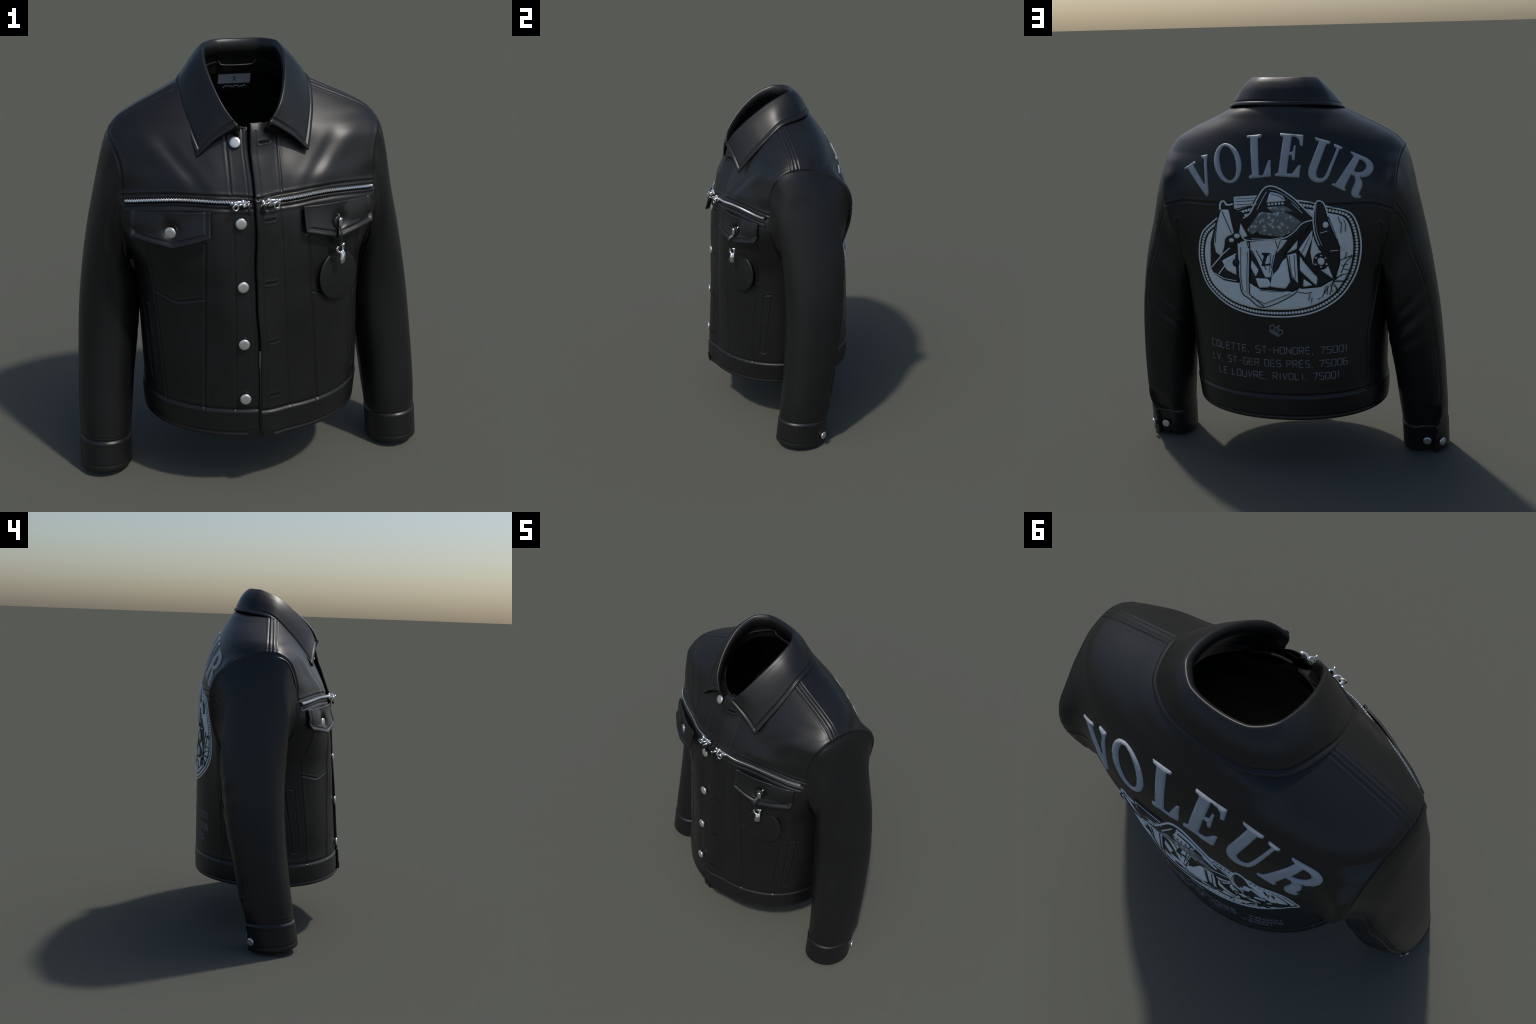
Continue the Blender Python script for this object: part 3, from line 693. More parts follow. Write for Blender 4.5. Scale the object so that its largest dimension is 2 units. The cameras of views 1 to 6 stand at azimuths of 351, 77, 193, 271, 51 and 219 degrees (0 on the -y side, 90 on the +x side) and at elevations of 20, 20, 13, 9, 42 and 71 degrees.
# front edges and hem turned inwards
T2, N2 = curl(T1, NT, 'left', .007, .05)
T2, N2 = curl(T2, N2, 'right', .007, .05)
T2, N2 = curl(T2, N2, 'bottom', .008, .03)
nr, nc = T2.shape[:2]
cen = (T2[:-1, :-1] + T2[1:, 1:]) / 2
NECK_X, NECK_B, NECK_F = .205, .205, .190
def neck_in(p, g=0):
    return ((p[..., 0] / (NECK_X + g)) ** 2 + (p[..., 1] / np.where(p[..., 1] > 0, NECK_B + g, NECK_F + g)) ** 2 < 1) & (p[..., 2] > 1.5)
hole = neck_in(cen) | ((cen[..., 2] > 1.688) & (np.abs(cen[..., 0]) < .12) & (cen[..., 1] < 0))
loop_yz = arm[:-1, 1:] - arm[:-1, 1:].mean(0); loop_yz = arm[:-1, 1:].mean(0) + loop_yz * .975
under_sleeve = (np.abs(cen[..., 0]) > .50) & inside(cen[..., 1:].reshape(-1, 2), [loop_yz]).reshape(cen.shape[:2])
hole |= under_sleeve
cz = cen[..., 2]; cx = cen[..., 0]; cy = cen[..., 1]
sideS = prof(cz)[1]
yoke_z = np.interp(np.abs(cx), [p[0] for p in YOKE], [p[1] for p in YOKE])
yoke_b = np.interp(np.abs(cx), [0, .48, .583], [1.402, 1.398, 1.375])
col = np.arange(nc - 1)
left_half = (col < (nc - 1) / 2)[None, :] & np.ones_like(cx, bool)
fr = (cy < np.where(cz > 1.6, .012, sideS))
edge_cols = (col < 12) | (col > nc - 14)
fr |= edge_cols[None, :]
band = cz < .425
parts = {
    'waistband': band,
    'front_panel': ~band & fr & (cz < yoke_z) & left_half,
    'front_panel.001': ~band & fr & (cz < yoke_z) & ~left_half,
    'front_yoke': ~band & fr & (cz >= yoke_z) & left_half,
    'front_yoke.001': ~band & fr & (cz >= yoke_z) & ~left_half,
    'back_panel': ~band & ~fr & (cz < yoke_b),
    'back_yoke': ~band & ~fr & (cz >= yoke_b),
}
for nm, msk in parts.items():
    part_from_grid(nm.split('.')[0], T2, N2, msk & ~hole, M_LEATHER)

# lining just inside the leather
zl = np.concatenate([np.arange(HEM + .03, 1.60, .03), np.linspace(1.6, 1.9, 40)])
L0 = np.stack([torso_ring(q, 120) for q in zl]); NL = grid_normals(L0)
L0 = L0 - NL * (.0165 + .028 * (L0[..., 1] < .0) * (np.abs(L0[..., 0]) < .4) * smooth(1.2, 1.45, L0[..., 2]))[..., None]
lc = (L0[:-1, :-1] + L0[1:, 1:]) / 2
lk = ~neck_in(lc, .01)
part_from_grid('lining', L0, NL, lk, M_LINING)

# ------------------------------------------------------------------ sleeves and cuffs
def sleeve_disp(P, t, phi):
    """Seams, cuff seam, wrist slit and elbow folds as heights over the plain tube."""
    d = np.zeros(P.shape[:2])
    tt = t[:, None]; ph = np.degrees(phi)[None, :]
    f = P.reshape(-1, 3)
    tk = [0, .25, .4, .55, .7, .83, .88, .93, 1.0]; pk = [95, 75, 62, 52, 46, 47, 51, 62, 66]
    def lengthwise(shift, t0, t1, w, depth, lip=.3):
        ts = np.linspace(t0, t1, 80)
        line = np.array([P[int(round(q * (len(t) - 1))), int(round((np.interp(q, tk, pk) + shift) / 360 * (len(phi) - 1))) % (len(phi) - 1)] for q in ts])
        dd = poly_dist(f, resample(line, step=.01), w * 6)
        return np.where(np.isfinite(dd), groove(np.where(np.isfinite(dd), dd, 1), w, depth, lip), 0).reshape(P.shape[:2])
    d += lengthwise(0, 0, .83, .005, .0045)
    d += lengthwise(-6, 0.02, .83, .004, .0025)
    d += lengthwise(150, .04, .93, .005, .003)
    # cuff: seam pair and fuller band
    L = 1.66
    d += groove(np.abs(tt - .922) * L, .006, .0045, .15) + groove(np.abs(tt - .912) * L, .004, .002, .2)
    d += groove(np.abs(tt - .989) * L, .0032, .0022, .2)
    d = d + .004 * smooth(.922, .93, tt)
    # wrist slit: outer flap overlaps the inner one
    off = (ph - np.interp(t, tk, pk)[:, None]) / 360 * .8      # metres along the ring
    on = smooth(.835, .87, tt)
    under = smooth(-.004, .006, off)
    d += on * (.008 * np.exp(-(off / .03) ** 2) * (1 - under) - .016 * (1 - smooth(.05, .11, off)) * under)
    # folds
    el = np.exp(-((tt - .47) / .10) ** 2)
    back = np.exp(-(((ph - 120 + 180) % 360 - 180) / 50) ** 2)
    d += .006 * el * back * np.sin((tt * 1.66 * 1.0 + np.sin(np.radians(ph)) * .03) * 2 * np.pi / .14)
    up = np.exp(-((tt - .10) / .09) ** 2) * np.exp(-(((ph - 100 + 180) % 360 - 180) / 28) ** 2)
    d += -.010 * up
    d += .004 * value_noise(P, 8, 11) * smooth(0, .1, tt) * (1 - smooth(.85, .92, tt))
    return d

SP = SG[:, :-1]
def closed_normals(P):
    du = (np.roll(P, -1, 1) - np.roll(P, 1, 1)); dv = np.gradient(P, axis=0)
    n = np.cross(dv, du)
    return n / np.maximum(np.linalg.norm(n, axis=-1, keepdims=True), 1e-12)
SN = closed_normals(SP)
SD = SP + SN * sleeve_disp(SP, ST, SPHI[:-1])[..., None]
SN = closed_normals(SD)
# rows: tuck into the armhole at the top, turn in at the cuff
tuck = [SD[0] + (np.array([-.035, 0, 0]) - SN[0] * .02) * k for k in (1, .5)]
body_rows = list(SD)
A = SD[::-1]; NA = SN[::-1]
A, NA = curl(A, NA, 'bottom', .007, .03)
A = np.concatenate([A, np.stack(tuck[::-1])]); NA = np.concatenate([NA, np.stack([SN[0], SN[0]])])
ncuff = 10 + int(round((1 - .922) * (len(ST) - 1)))
for sx in (1, -1):
    P = lean(A * [sx, 1, 1]); N = NA * [sx, 1, 1]
    if sx < 0:
        P = P[:, ::-1]; N = N[:, ::-1]
    k = np.zeros((P.shape[0] - 1, P.shape[1]), bool)
    kc = k.copy(); kc[:ncuff] = True
    part_from_grid('sleeve', P, N, ~kc, M_LEATHER, closed=True)
    part_from_grid('cuff', P, N, kc, M_LEATHER, closed=True)
    # sleeve lining, a dark tube just inside
    step = SP[::8, ::8] - closed_normals(SP)[::8, ::8] * .016
    step = step[::-1] * [sx, 1, 1]
    if sx < 0:
        step = step[:, ::-1]
    part_from_grid('sleeve_lining', step, np.zeros_like(step) + [0, 0, 1], np.ones((step.shape[0] - 1, step.shape[1]), bool), M_LINING, closed=True).data.normals_split_custom_set_from_vertices([(0, 0, 0)] * (step.shape[0] * step.shape[1]))

# ------------------------------------------------------------------ collar
CP, cs, cv = collar_grid(361, 110)
CN = grid_normals(CP)
edge_d = np.minimum(np.linalg.norm(CP - CP[-1][None], axis=-1),
                    np.minimum(np.linalg.norm(CP - CP[:, :1], axis=-1), np.linalg.norm(CP - CP[:, -1:], axis=-1)) + 10 * (cv < .45)[:, None])
sgn = 1 if CN[60, 180, 1] > 0 else -1
cd = groove(edge_d, .005, .005, .5) * 0 + groove(np.abs(edge_d - .017), .0055, .0042, .1)
cd = cd + .0030 * (1 - smooth(.012, .018, edge_d)) + .002 * value_noise(CP, 14, 5)
CP = CP + sgn * CN * cd[..., None]
if sgn < 0:
    CP = CP[:, ::-1]
V, F = shell(CP, .006)
add_object('collar', raw_mesh('collar', V, F), M_LEATHER)
# neck band finishing the body under the collar
a = np.linspace(0, 2 * math.pi, 160, endpoint=False)
nb = []
for q in a:
    x, y = NECK_X * math.sin(q), -(NECK_F if math.cos(q) > 0 else NECK_B) * math.cos(q)
    if GAP_R - .004 < x < GAP_L + .004 and y < 0:
        continue
    zz = np.linspace(1.5, 1.9, 600)
    f = front_y(np.full_like(zz, x), zz) if y < .045 else back_y(np.full_like(zz, x), zz)
    within = (np.abs(x) < prof(zz)[0]) & ((f <= y) if y < .045 else (f >= y))
    k = np.where(within)[0]
    nb.append((x, y, min(zz[k[-1]] - .004, 1.676 if y < -.14 else 9)))
nb = np.array(nb)
add_object('neck_band', raw_mesh('neck_band', *tube(nb, .006, 10, up=(0, 0, 1))), M_LINING)

# ------------------------------------------------------------------ pocket flaps
def flap(sx):
    na, nb_ = 70, 40
    a = np.linspace(0, 1, na); b = np.linspace(0, 1, nb_)
    xi = .207 + .006 * b; xo = .532 + .008 * b
    x = xi[:, None] + (xo - xi)[:, None] * a
    top = 1.338 - .010 * a
    bot = np.where(a < .48, 1.236 + (1.192 - 1.236) * a / .48, 1.192 + (1.226 - 1.192) * (a - .48) / .52)
    zz = top + (bot - top) * b[:, None]
    # stiff flap: hinged under the welt, standing clear of the chest at its lower edge
    y_top = np.interp(a, [0, .25, .5, .75, 1], [-.336, -.318, -.287, -.242, -.176])
    y_bot = np.interp(a, [0, .25, .48, .75, 1], [-.366, -.350, -.324, -.282, -.228])
    ker = np.hanning(13); ker /= ker.sum()
    y_top, y_bot = [np.convolve(np.pad(q, 6, mode='reflect', reflect_type='odd'), ker, 'valid') for q in (y_top, y_bot)]
    y = y_top + (y_bot - y_top) * (b ** 1.3)[:, None]
    y = np.minimum(y, front_y(-np.abs(x), zz) - .018 - .006 * b[:, None])
    P = np.stack([x, y, zz], -1)
    N = grid_normals(P); N *= np.sign(-N[..., 1:2])
    ed = np.minimum(np.minimum(x - xi[:, None], xo[:, None] - x), (zz - bot) * .97)
    off = groove(np.abs(ed - .014), .0052, .0036, .15) + .003 * (1 - smooth(.010, .016, ed))
    off = off - .026 * np.exp(-((x - .374) / .028) ** 2 - ((zz - 1.258) / .032) ** 2)
    P = P + N * off[..., None]
    P = P[::-1] if sx > 0 else (P * [-1, 1, 1])[::-1, ::-1]
    V, F = shell(P, .006)
    return add_object('pocket_flap', raw_mesh('pocket_flap', V, F), M_LEATHER)
FLAPS = {sx: flap(sx) for sx in (1, -1)}

# ------------------------------------------------------------------ snap buttons
V, F = lathe([(0, .017), (.012, .0170), (.0195, .0165), (.0225, .0145), (.0235, .0110), (.0225, .0080), (.018, .006), (.013, .004), (.0125, -.020), (0, -.020)][::-1])
SNAP = raw_mesh('snap_button', V, F); SNAP.materials.append(M_SNAP)
def snap(p, n, s=1.0, parent=None):
    o = add_object('snap_button', SNAP, None, parent)
    M = np.eye(4); fr_ = frame(n); M[:3, :3] = fr_.T * s; M[:3, 3] = p
    o.matrix_world = Matrix(M.tolist()) if parent is None else Matrix(M.tolist())
    return o
for x, zb in ((-.074, 1.607), (-.073, 1.285), (-.074, 1.003), (-.077, .741), (-.079, .482)):
    n = surf_normal(front_y, x, zb); p = np.array([x, front_y(np.array([x]), np.array([zb]))[0], zb])
    snap(p + n * .001, n, 1.08)
fn = np.array([-.42, -.90, .08]); fn /= np.linalg.norm(fn)
FLAP_C = {}
for sx in (1, -1):
    m = FLAPS[sx].data; co = np.empty(len(m.vertices) * 3); m.vertices.foreach_get('co', co); co = co.reshape(-1, 3)
    near = co[(np.abs(co[:, 0] - sx * .374) < .012) & (np.abs(co[:, 2] - 1.248) < .012)]
    FLAP_C[sx] = np.array([sx * .374, near[:, 1].min(), 1.248])
snap(np.array([-.376, -.296, 1.248]) - fn * .019, fn, 1.12)

# sleeve snaps
def sleeve_at(t, deg):
    i = int(round(t * (len(ST) - 1))); j = int(round(deg / 360 * SD.shape[1])) % SD.shape[1]
    return SD[i, j], SN[i, j]
for want in ((.784, .050, .070), (.732, .082, .075)):
    k = int(np.argmin(((SD.reshape(-1, 3) - want) ** 2).sum(1)))
    p, n = SD.reshape(-1, 3)[k], SN.reshape(-1, 3)[k]
    for sx in (1, -1):
        snap(p * [sx, 1, 1], n * [sx, 1, 1], .95)

# buttonholes: slit with a stitched lip
for zb in (1.296, 1.014, .746, .493):
    xs = np.linspace(.026, .078, 12)
    ln = np.stack([xs, front_y(xs, np.full(12, zb)), np.full(12, zb)], -1)
    nn = surf_normal(front_y, .05, zb)
    rr = .0045 * np.sin(np.linspace(.25, math.pi - .25, 12)) ** .5
    add_object('buttonhole', raw_mesh('buttonhole', *tube(ln + nn * .0005, rr, 8, flat=.7)), M_SLOT)
xs = np.linspace(.03, .075, 10); zb = 1.612
add_object('buttonhole', raw_mesh('buttonhole', *tube(np.stack([xs, front_y(xs, np.full(10, zb)), np.full(10, zb)], -1), .0035, 8, flat=.7)), M_SLOT)

# ------------------------------------------------------------------ zipper
def zip_line(sx):
    zk = np.array(ZIP); p = resample(catmull(zk[:, 0], zk, np.linspace(zk[0, 0], zk[-1, 0], 300)), n=90)
    return np.stack([sx * p[:, 0] - (.024 if sx < 0 else 0) * (p[:, 0] < .05), front_y(-np.abs(p[:, 0]), p[:, 1]), p[:, 1]], -1)
for sx in (1, -1):
    ln = zip_line(sx)
    N = np.array([surf_normal(front_y, -abs(q[0]), q[2]) * [1, 1, 1] for q in ln]); N[:, 0] = np.abs(N[:, 0]) * sx
    zp = ROOT
    z_empty = add_object('zipper', raw_mesh('zipper_tape', *tube(ln - N * .004, .014, 8, flat=1, up=(0, 0, 1))), M_TRIM)
    dense = resample(ln, step=.0056); items = []
    for i in range(len(dense) - 1):
        t = dense[i + 1] - dense[i]; t /= np.linalg.norm(t)
        k = int(np.argmin(np.linalg.norm(ln - dense[i], axis=1)))
        n = N[k] - t * (N[k] @ t); n /= np.linalg.norm(n); u = np.cross(n, t)
        items.append(box(dense[i] + n * .009 + u * (.0012 if i % 2 else -.0012), (.0050, .0104, .010), np.stack([t, u, n]), .3))
    add_object('zipper_teeth', raw_mesh('zipper_teeth', *merge(items), smooth_shade=False), M_TEETH, z_empty, stuff=True)
    # slider, bridge, ring and leather pull
    c = np.array([sx * .066 - (.015 if sx < 0 else 0), 0, 1.374]); c[1] = front_y(np.array([-.066]), np.array([1.374]))[0] - .012
    ax = np.stack([[1, 0, 0], [0, 0, 1], [0, -1, 0]]).astype(float)
    items = [box(c, (.044, .026, .016), ax, .3), box(c + [-sx * .020, -.004, .002], (.018, .034, .018), ax, .3), box(c + [sx * .032, 0, 0], (.020, .022, .016), ax, .3),
             box(c + [-sx * .046, -.003, 0], (.018, .024, .020), ax, .3), box(c + [sx * .018, -.006, -.003], (.012, .032, .014), ax, .3)]
    th = np.linspace(0, math.pi, 14)
    items.append(tube(np.stack([c[0] + .020 * np.cos(th), c[1] - .008 - .026 * np.sin(th), c[2] + .004 * np.cos(th)], -1), .0055, 8))
    th = np.linspace(0, 2 * math.pi, 24, endpoint=False)
    rc = c + [sx * .016, -.030, -.012]
    items.append(tube(np.stack([rc[0] + .013 * np.cos(th), rc[1] + .005 * np.cos(th), rc[2] + .016 * np.sin(th)], -1), .0045, 8, closed=True, up=(0, 1, 0)))
    rc2 = c + [-sx * .034, -.026, -.002]
    items.append(tube(np.stack([rc2[0] + .013 * np.cos(th), rc2[1] + .014 * np.sin(th), rc2[2] + .010 * np.cos(th)], -1), .0044, 8, closed=True, up=(0, 0, 1)))
    items.append(tube(np.stack([rc2 + [0, -.012, 0], rc2 + [-sx * .006, -.028, .008]]), .0045, 8))
    V, F = merge(items); V = c + (V - c) * [.92, .9, .85]
    add_object('zipper_slider', raw_mesh('zipper_slider', V, F), M_CHROME, z_empty)
    pull = box(c + [-sx * .040, -.034, -.026], (.014, .046, .006), ax, .3)
    add_object('zipper_pull', raw_mesh('zipper_pull', *pull), M_TRIM, z_empty)

# ------------------------------------------------------------------ hanging charm on the left flap
dn = np.array([math.sin(math.radians(31)), -math.cos(math.radians(31)), .06]); dn /= np.linalg.norm(dn)
FR = frame(dn)
dc = np.array([.371, -.284, .994])
V, F = lathe([(0, .005), (.107, .005), (.1115, .004), (.114, .0015), (.114, -.0015), (.1115, -.004), (.107, -.005), (0, -.005)][::-1], 64)
add_object('hang_tag', raw_mesh('hang_tag', V @ FR + dc, F), M_TRIM)
hp = np.array([.366, -.304, 1.250])
V, F = lathe([(0, .006), (.025, .006), (.029, .003), (.029, -.016), (0, -.016)][::-1], 28)
add_object('strap_button', raw_mesh('strap_button', V @ FR + hp - dn * .004, F), M_TRIM)
zc = np.linspace(-1, 1, 15)
plate = hp + dn * .009 + FR[0] * .004 + np.outer(zc * .022, FR[1])
add_object('strap_plate', raw_mesh('strap_plate', *tube(plate, .0125 * np.sqrt(np.clip(1.06 - zc ** 4, .05, 1)), 12, flat=.45, up=tuple(dn))), M_CHROME)
add_object('strap_post', raw_mesh('strap_post', *tube(np.stack([hp - dn * .012 + FR[0] * .012 + FR[1] * .012, hp - dn * .018 + FR[0] * .020 + FR[1] * .028]), np.array([.008, .005]), 8)), M_CHROME)
sp = np.stack([hp + dn * .005 - [0, 0, .024], [.366, -.340, 1.205], [.367, -.332, 1.165], [.367, -.318, 1.138]])
sp = catmull([0, 1, 2, 3], sp, np.linspace(0, 3, 24))
add_object('charm_strap', raw_mesh('charm_strap', *tube(sp, .0135, 10, flat=.32, up=tuple(dn))), M_TRIM)
bc = sp[-1] - np.array([0, 0, .006])
th = np.linspace(0, 2 * math.pi, 28, endpoint=False)
items = [tube(bc + np.outer(np.cos(th), FR[0]) * .019 + np.outer(np.sin(th), FR[1]) * .017 + dn * .004, .0062, 8, closed=True, up=tuple(dn))]
hk = np.stack([bc - FR[1] * .012 + dn * .006, bc - FR[1] * .03 + dn * .012 + FR[0] * .004, bc - FR[1] * .052 + dn * .012 + FR[0] * .002, bc - FR[1] * .066 + dn * .008])
items.append(tube(catmull([0, 1, 2, 3], hk, np.linspace(0, 3, 18)), np.interp(np.linspace(0, 3, 18), [0, 1, 2, 3], [.009, .012, .014, .009]), 10))
hk2 = hk + FR[0] * .014; items.append(tube(catmull([0, 1, 2, 3], hk2, np.linspace(0, 3, 18)), .0055, 8))
items.append(tube(np.stack([bc + FR[0] * .017 + FR[1] * .006 + dn * .004, bc + FR[0] * .022 + FR[1] * .022 + dn * .004]), .007, 8))
add_object('charm_clasp', raw_mesh('charm_clasp', *merge(items)), M_CHROME)

# ------------------------------------------------------------------ flat and raised pieces laid on a surface
def back_point(x, z, off):
    n = np.stack([surf_n(x + 0, z + 0)], 0)[0]
    return np.stack([x, back_y(x, z), z], -1) + n * off[..., None]
def surf_n(x, z):
    e = 2e-3
    dx = (back_y(x + e, z) - back_y(x - e, z)) / (2 * e); dz = (back_y(x, z + e) - back_y(x, z - e)) / (2 * e)
    n = np.stack([-dx, np.ones_like(dx), -dz], -1)
    return n / np.linalg.norm(n, axis=-1, keepdims=True)
def body_relief(x, z):
    """Fine drape of the leather so that patches follow it."""
    P = np.stack([x, back_y(x, z), z], -1)
    return .0035 * value_noise(P, 9, 3) * smooth(.45, .6, z)

def edge_dist(p, loops):
    d = np.full(len(p), np.inf)
    for l in loops:
        l = np.asarray(l)
        for a_, b_ in zip(l, np.roll(l, -1, 0)):
            ab = b_ - a_; t = np.clip(((p - a_) @ ab) / max(ab @ ab, 1e-12), 0, 1)
            d = np.minimum(d, np.linalg.norm(p - a_ - t[:, None] * ab, axis=1))
    return d
def patch(loops, base, th, round_r, cell, place):
    """Fill outline loops with a triangulated, slightly pillowed slab laid on a surface."""
    loops = [resample(np.vstack([l, l[:1]]), step=cell)[:-1] for l in [np.asarray(q, float) for q in loops]]
    lo = np.min(loops[0], 0); hi = np.max(loops[0], 0)
    gx, gz = np.meshgrid(np.arange(lo[0], hi[0], cell), np.arange(lo[1], hi[1], cell))
    g = np.stack([gx.ravel(), gz.ravel()], -1)
    if len(g):
        g = g[inside(g, loops)]
    if len(g):
        g = g[edge_dist(g, loops) > cell * .45]
    verts = [tuple(v) for l in loops for v in l] + [tuple(v) for v in g]
    edges, o = [], 0
    for l in loops:
        edges += [(o + i, o + (i + 1) % len(l)) for i in range(len(l))]; o += len(l)
    v2, e2, f2, *_ = delaunay_2d_cdt([Vector(v) for v in verts], edges, [], 0, 1e-6)
    v2 = np.array([tuple(v) for v in v2])
    f2 = np.array([list(f) for f in f2 if len(f) == 3])
    c = v2[f2].mean(1)
    f2 = f2[inside(c, loops)]
    a_, b_, c_ = v2[f2[:, 0]], v2[f2[:, 1]], v2[f2[:, 2]]
    area = (b_[:, 0] - a_[:, 0]) * (c_[:, 1] - a_[:, 1]) - (b_[:, 1] - a_[:, 1]) * (c_[:, 0] - a_[:, 0])
    f2[area > 0] = f2[area > 0][:, ::-1]          # facing +y
    d = edge_dist(v2, loops)
    h = base + th * np.sqrt(np.clip(1 - (1 - np.clip(d / round_r, 0, 1)) ** 2, 0, 1)) if round_r > 0 else np.full(len(v2), base + th)
    top = place(v2[:, 0], v2[:, 1], h)
    # side wall around the border
    from collections import Counter
    cnt = Counter()
    for t in f2:
        for i in range(3):
            cnt[(t[i], t[(i + 1) % 3])] += 1
    border = [(a1, b1) for (a1, b1) in cnt if (b1, a1) not in cnt]
    bid = sorted({q for e in border for q in e}); m = {q: len(v2) + i for i, q in enumerate(bid)}
    low = place(v2[bid, 0], v2[bid, 1], np.full(len(bid), -.003))
    F = f2.tolist() + [[b1, a1, m[a1], m[b1]] for a1, b1 in border]
    return np.vstack([top, low]), F

def place_back(x, z, h):
    return back_point(x, z, h + body_relief(x, z))
def ribbon(pts, w, closed=False):
    """Outline of a stroke of width w along a polyline (x, z)."""
    p = np.asarray(pts, float)
    if closed:
        T = np.roll(p, -1, 0) - np.roll(p, 1, 0)
    else:
        seg = np.diff(p, axis=0); seg /= np.linalg.norm(seg, axis=1, keepdims=True)
        T = np.vstack([seg[:1], seg[1:] + seg[:-1], seg[-1:]])
    T /= np.linalg.norm(T, axis=1, keepdims=True) + 1e-9
    n = np.stack([-T[:, 1], T[:, 0]], -1)
    if not closed:
        cs_ = np.ones(len(p)); cs_[1:-1] = 1 / np.clip((n[1:-1] * np.stack([-seg[1:, 1], seg[1:, 0]], -1)).sum(1), .5, 1)
        n = n * cs_[:, None]
    return p + n * w / 2, p - n * w / 2
def stroke_mesh(pts, w, h, place, closed=False, cell=.012):
    p = np.asarray(pts, float)
    if closed:
        p = resample(np.vstack([p, p[:1]]), step=cell)[:-1]
    else:
        q = [p[:1]]
        for a_, b_ in zip(p[:-1], p[1:]):
            q.append(resample(np.stack([a_, b_]), step=cell)[1:])
        p = np.vstack(q)
    A_, B_ = ribbon(p, w, closed)
    if closed:
        A_ = np.vstack([A_, A_[:1]]); B_ = np.vstack([B_, B_[:1]])
    rows = [place(B_[:, 0], B_[:, 1], np.full(len(B_), -.003)), place(B_[:, 0], B_[:, 1], np.full(len(B_), h)),
            place(A_[:, 0], A_[:, 1], np.full(len(A_), h)), place(A_[:, 0], A_[:, 1], np.full(len(A_), -.003))]
    P = np.stack(rows, 0)
    return P.reshape(-1, 3), quads(*P.shape[:2]).reshape(-1, 4).tolist()

def spline_loop(pts, n=120):
    p = np.asarray(pts, float); k = len(p)
    pp = np.vstack([p[-3:], p, p[:3]]); t = np.arange(len(pp)) - 3.0
    return catmull(t, pp, np.linspace(0, k, n, endpoint=False))

# letters of the arched word, padded leather appliqué
for ch in 'VOLEUR':
    loops = [np.array(l, float) / 1000 for l in LETTER_OUTLINES[ch]]
    V, F = patch(loops, .001, .006, .006, .006, place_back)
    add_object('letter', raw_mesh('letter_' + ch.lower(), V, F), M_LETTER)

# oval emblem: rim line, beads, filled ground and layered bag drawing
oval = spline_loop(np.array(OVAL, float) / 1000, 160)
ctr = oval.mean(0)
emblem = add_object('emblem', raw_mesh('emblem_ground', *patch([ctr + (oval - ctr) * (1 - .048 / np.linalg.norm(oval - ctr, axis=1, keepdims=True) * .75)], .0006, .0006, 0, .012, place_back)), M_PALE)
add_object('emblem_rim', raw_mesh('emblem_rim', *stroke_mesh(oval, .0075, .0012, place_back, True)), M_PALE, emblem)
beadline = resample(np.vstack([oval, oval[:1]]), step=.0165)[:-1]
beadline = ctr + (beadline - ctr) * (1 - .019 / np.linalg.norm(beadline - ctr, axis=1, keepdims=True))
def dot(c_, r_, h_):
    a_ = np.linspace(0, 2 * math.pi, 12, endpoint=False)
    return patch([np.stack([c_[0] + r_ * np.cos(a_), c_[1] + r_ * np.sin(a_)], -1)], .0003, h_, 0, r_ * .6, place_back)
beads = [dot(c_, .0072, .0012) for c_ in beadline] 
add_object('emblem_beads', raw_mesh('emblem_beads', *merge(beads)), M_PALE, emblem, stuff=True)
TONE = {'pale': M_PALE, 'ink': M_INK, 'grey': M_GREY}
LAY = .0009
for k, (lay, tone, pts) in enumerate(EMBLEM_SHAPES):
    p = np.array(pts, float) / 1000
    add_object('emblem_shape', raw_mesh('emblem_shape', *patch([p], .0008 + LAY * lay + .00004 * k, .0002, 0, .012, place_back)), TONE[tone], emblem)
for k, (lay, tone, w, pts) in enumerate(EMBLEM_LINES):
    p = np.array(pts, float) / 1000
    if len(p) >= 4:
        p = catmull(np.arange(len(p)), p, np.linspace(0, len(p) - 1, 6 * len(p)))
    add_object('emblem_line', raw_mesh('emblem_line', *stroke_mesh(p, w, .0012 + LAY * lay + .00003 * k, place_back)), TONE[tone], emblem)
items = [dot(np.array(c_) / 1000, .0062, .0012 + LAY * 2.5) for c_ in EMBLEM_BEADS]
add_object('emblem_beads', raw_mesh('emblem_beads_inner', *merge(items)), M_PALE, emblem, stuff=True)

# crown mark
ca, cb = np.array([.032, .766]), np.array([-.018, .736])
ux = (cb - ca) / np.linalg.norm(cb - ca); uy = np.array([-ux[1], ux[0]]) * -1
if uy[1] < 0:
    uy = -uy
def cr(u, v):
    return ca + ux * u * np.linalg.norm(cb - ca) + uy * v * .05
crown = []
for line, w in (([(0, .1), (1, .1)], .011), ([(0, .28), (1, .28)], .004), ([(.02, .25), (-.12, .6), (.05, .85), (.28, .7), (.32, .3)], .0055), ([(.30, .3), (.28, .7), (.5, .9), (.72, .7), (.70, .3)], .0055),
                ([(.68, .3), (.72, .7), (.95, .85), (1.12, .6), (.98, .25)], .0055), ([(.5, .3), (.5, .95)], .004), ([(.42, 1.05), (.58, 1.05)], .011)):
    crown.append(stroke_mesh([cr(*q) for q in line], w, .0008 + .0002 * len(crown), place_back))
add_object('crown_mark', raw_mesh('crown_mark', *merge(crown)), M_TEXT)

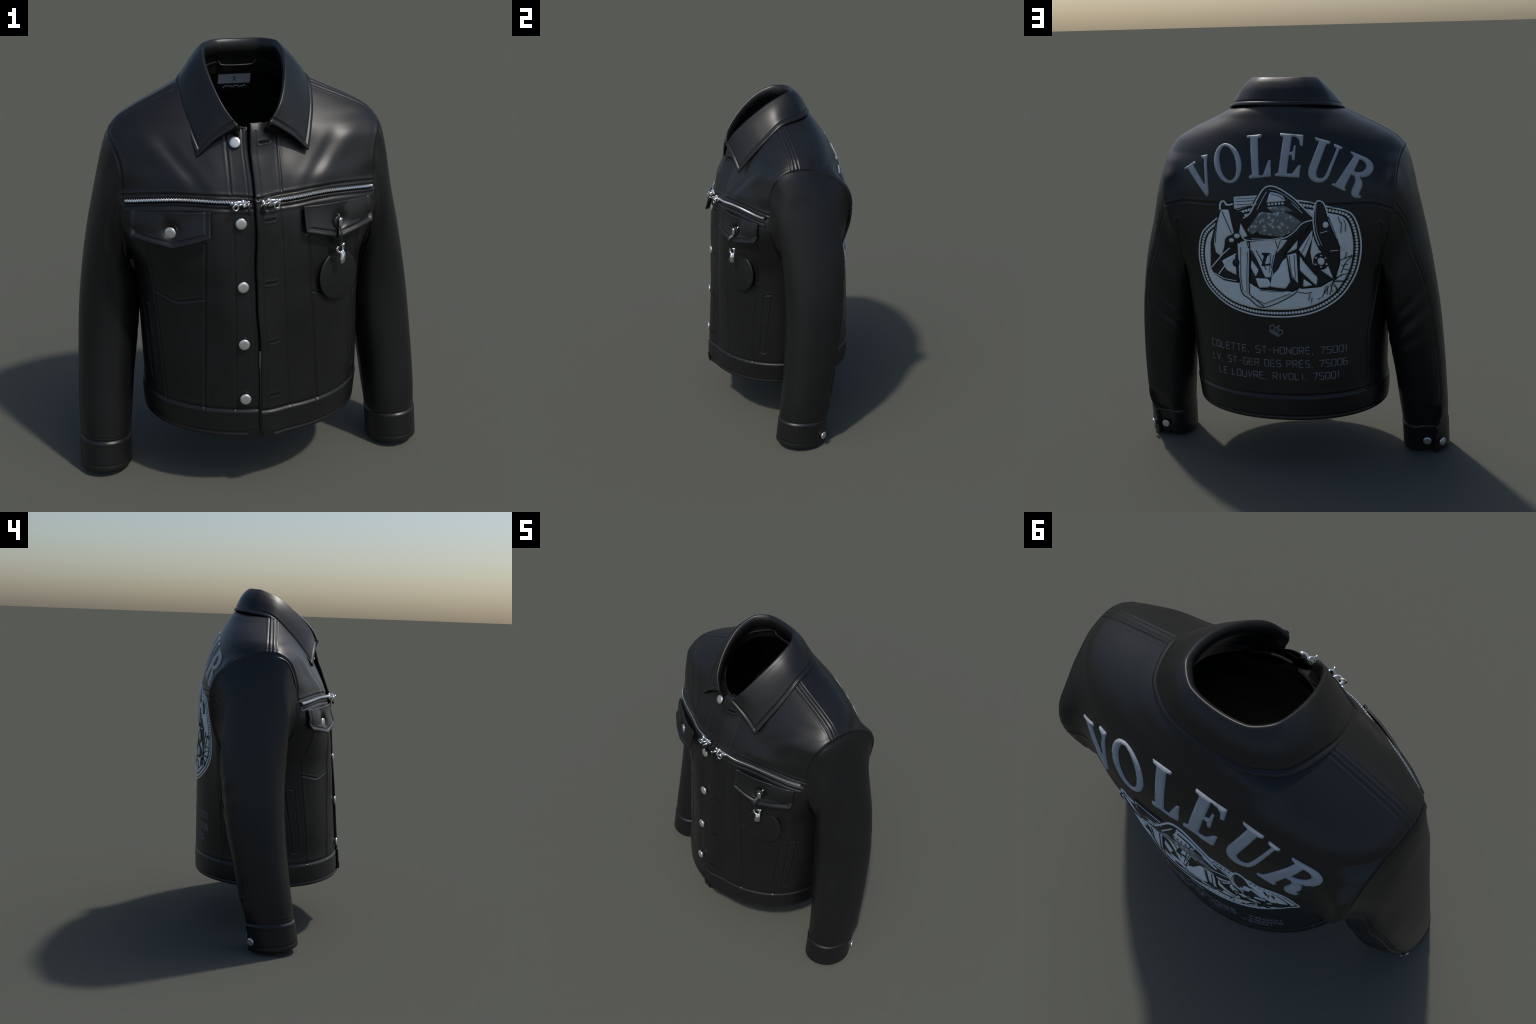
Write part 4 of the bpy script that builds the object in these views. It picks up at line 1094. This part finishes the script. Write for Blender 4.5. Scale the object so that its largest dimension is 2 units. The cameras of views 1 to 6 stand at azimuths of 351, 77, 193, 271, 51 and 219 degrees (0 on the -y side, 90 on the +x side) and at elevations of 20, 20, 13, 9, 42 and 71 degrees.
# address lines, spaced by arc length across the back
def write(text, z0, half, height, w, place, mirror=True):
    xs = np.linspace(-.5, .5, 2001); Wm = float(prof(np.array([z0]))[0][0]) - .01
    xs = np.clip(xs, -Wm, Wm); ys = back_y(xs, np.full_like(xs, z0 + height / 2))
    s = np.r_[0, np.cumsum(np.hypot(np.diff(xs), np.diff(ys)))]; s -= np.interp(0, xs, s) if True else 0
    smax = np.interp(half, xs, s)
    adv = [NARROW.get(c_, 1.0) for c_ in text]; gap = .42
    total = sum(adv) + gap * (len(text) - 1); unit = 2 * smax / total
    items, cur = [], -smax
    for c_, a_ in zip(text, adv):
        for k, st in enumerate(GLYPHS.get(c_, [])):
            pts = []
            for (gu, gv) in st:
                arc = -(cur + gu * a_ * unit)
                pts.append((np.interp(arc, s, xs), z0 + gv * height))
            items.append(stroke_mesh(pts, w, .0009 + .0002 * k, place, cell=.008))
        cur += (a_ + gap) * unit
    return merge(items)
for text, z0, half in ADDRESS:
    add_object('address_line', raw_mesh('address_line', *write(text, z0, half, .035, .0042, place_back)), M_TEXT, stuff=True)

# ------------------------------------------------------------------ inside of the neck: hanger loop and label
lp = catmull([0, 1, 2, 3, 4], [(-.086, .180, 1.894), (-.070, .178, 1.876), (0, .176, 1.873), (.070, .178, 1.876), (.086, .180, 1.896)], np.linspace(0, 4, 40))
add_object('hanger_loop', raw_mesh('hanger_loop', *tube(lp, .0055, 10)), M_TRIM)
def place_inner(x, z, h):
    return np.stack([x, back_y(x, z) - .020 - h, z], -1)
def inner_patch(loop, h, th):
    V, F = patch([loop], h, th, 0, .005, place_inner)
    return V, [f[::-1] for f in F]
rect = lambda x0, x1, z0, z1: np.array([(x0, z0), (x1, z0), (x1, z1), (x0, z1)])
label = add_object('label', raw_mesh('label', *inner_patch(rect(-.082, .082, 1.735, 1.852), .001, .001)), M_TRIM)
add_object('label_field', raw_mesh('label_field', *inner_patch(rect(-.078, .075, 1.770, 1.820), .003, .001)), M_LABEL, label)
def stroke_inner(pts, w, h):
    V, F = stroke_mesh(pts, w, h, place_inner, cell=.004)
    return V, [f[::-1] for f in F]
items = [stroke_inner([(-.008, 1.783), (.008, 1.808)], .003, .0050), stroke_inner([(-.008, 1.808), (.008, 1.783)], .003, .0053)]
add_object('label_mark', raw_mesh('label_mark', *merge(items)), M_TRIM, label)
xs = np.linspace(-.055, .058, 90)
items = [stroke_inner(np.stack([xs, 1.756 + .0035 * np.sin(xs * 420) + .003 * np.sin(xs * 151)], -1), .0032, .0045),
         stroke_inner(np.stack([xs * .9, 1.840 + .004 * np.sin(xs * 330)], -1), .0025, .0045)]
add_object('label_script', raw_mesh('label_script', *merge(items)), M_LABEL, label)
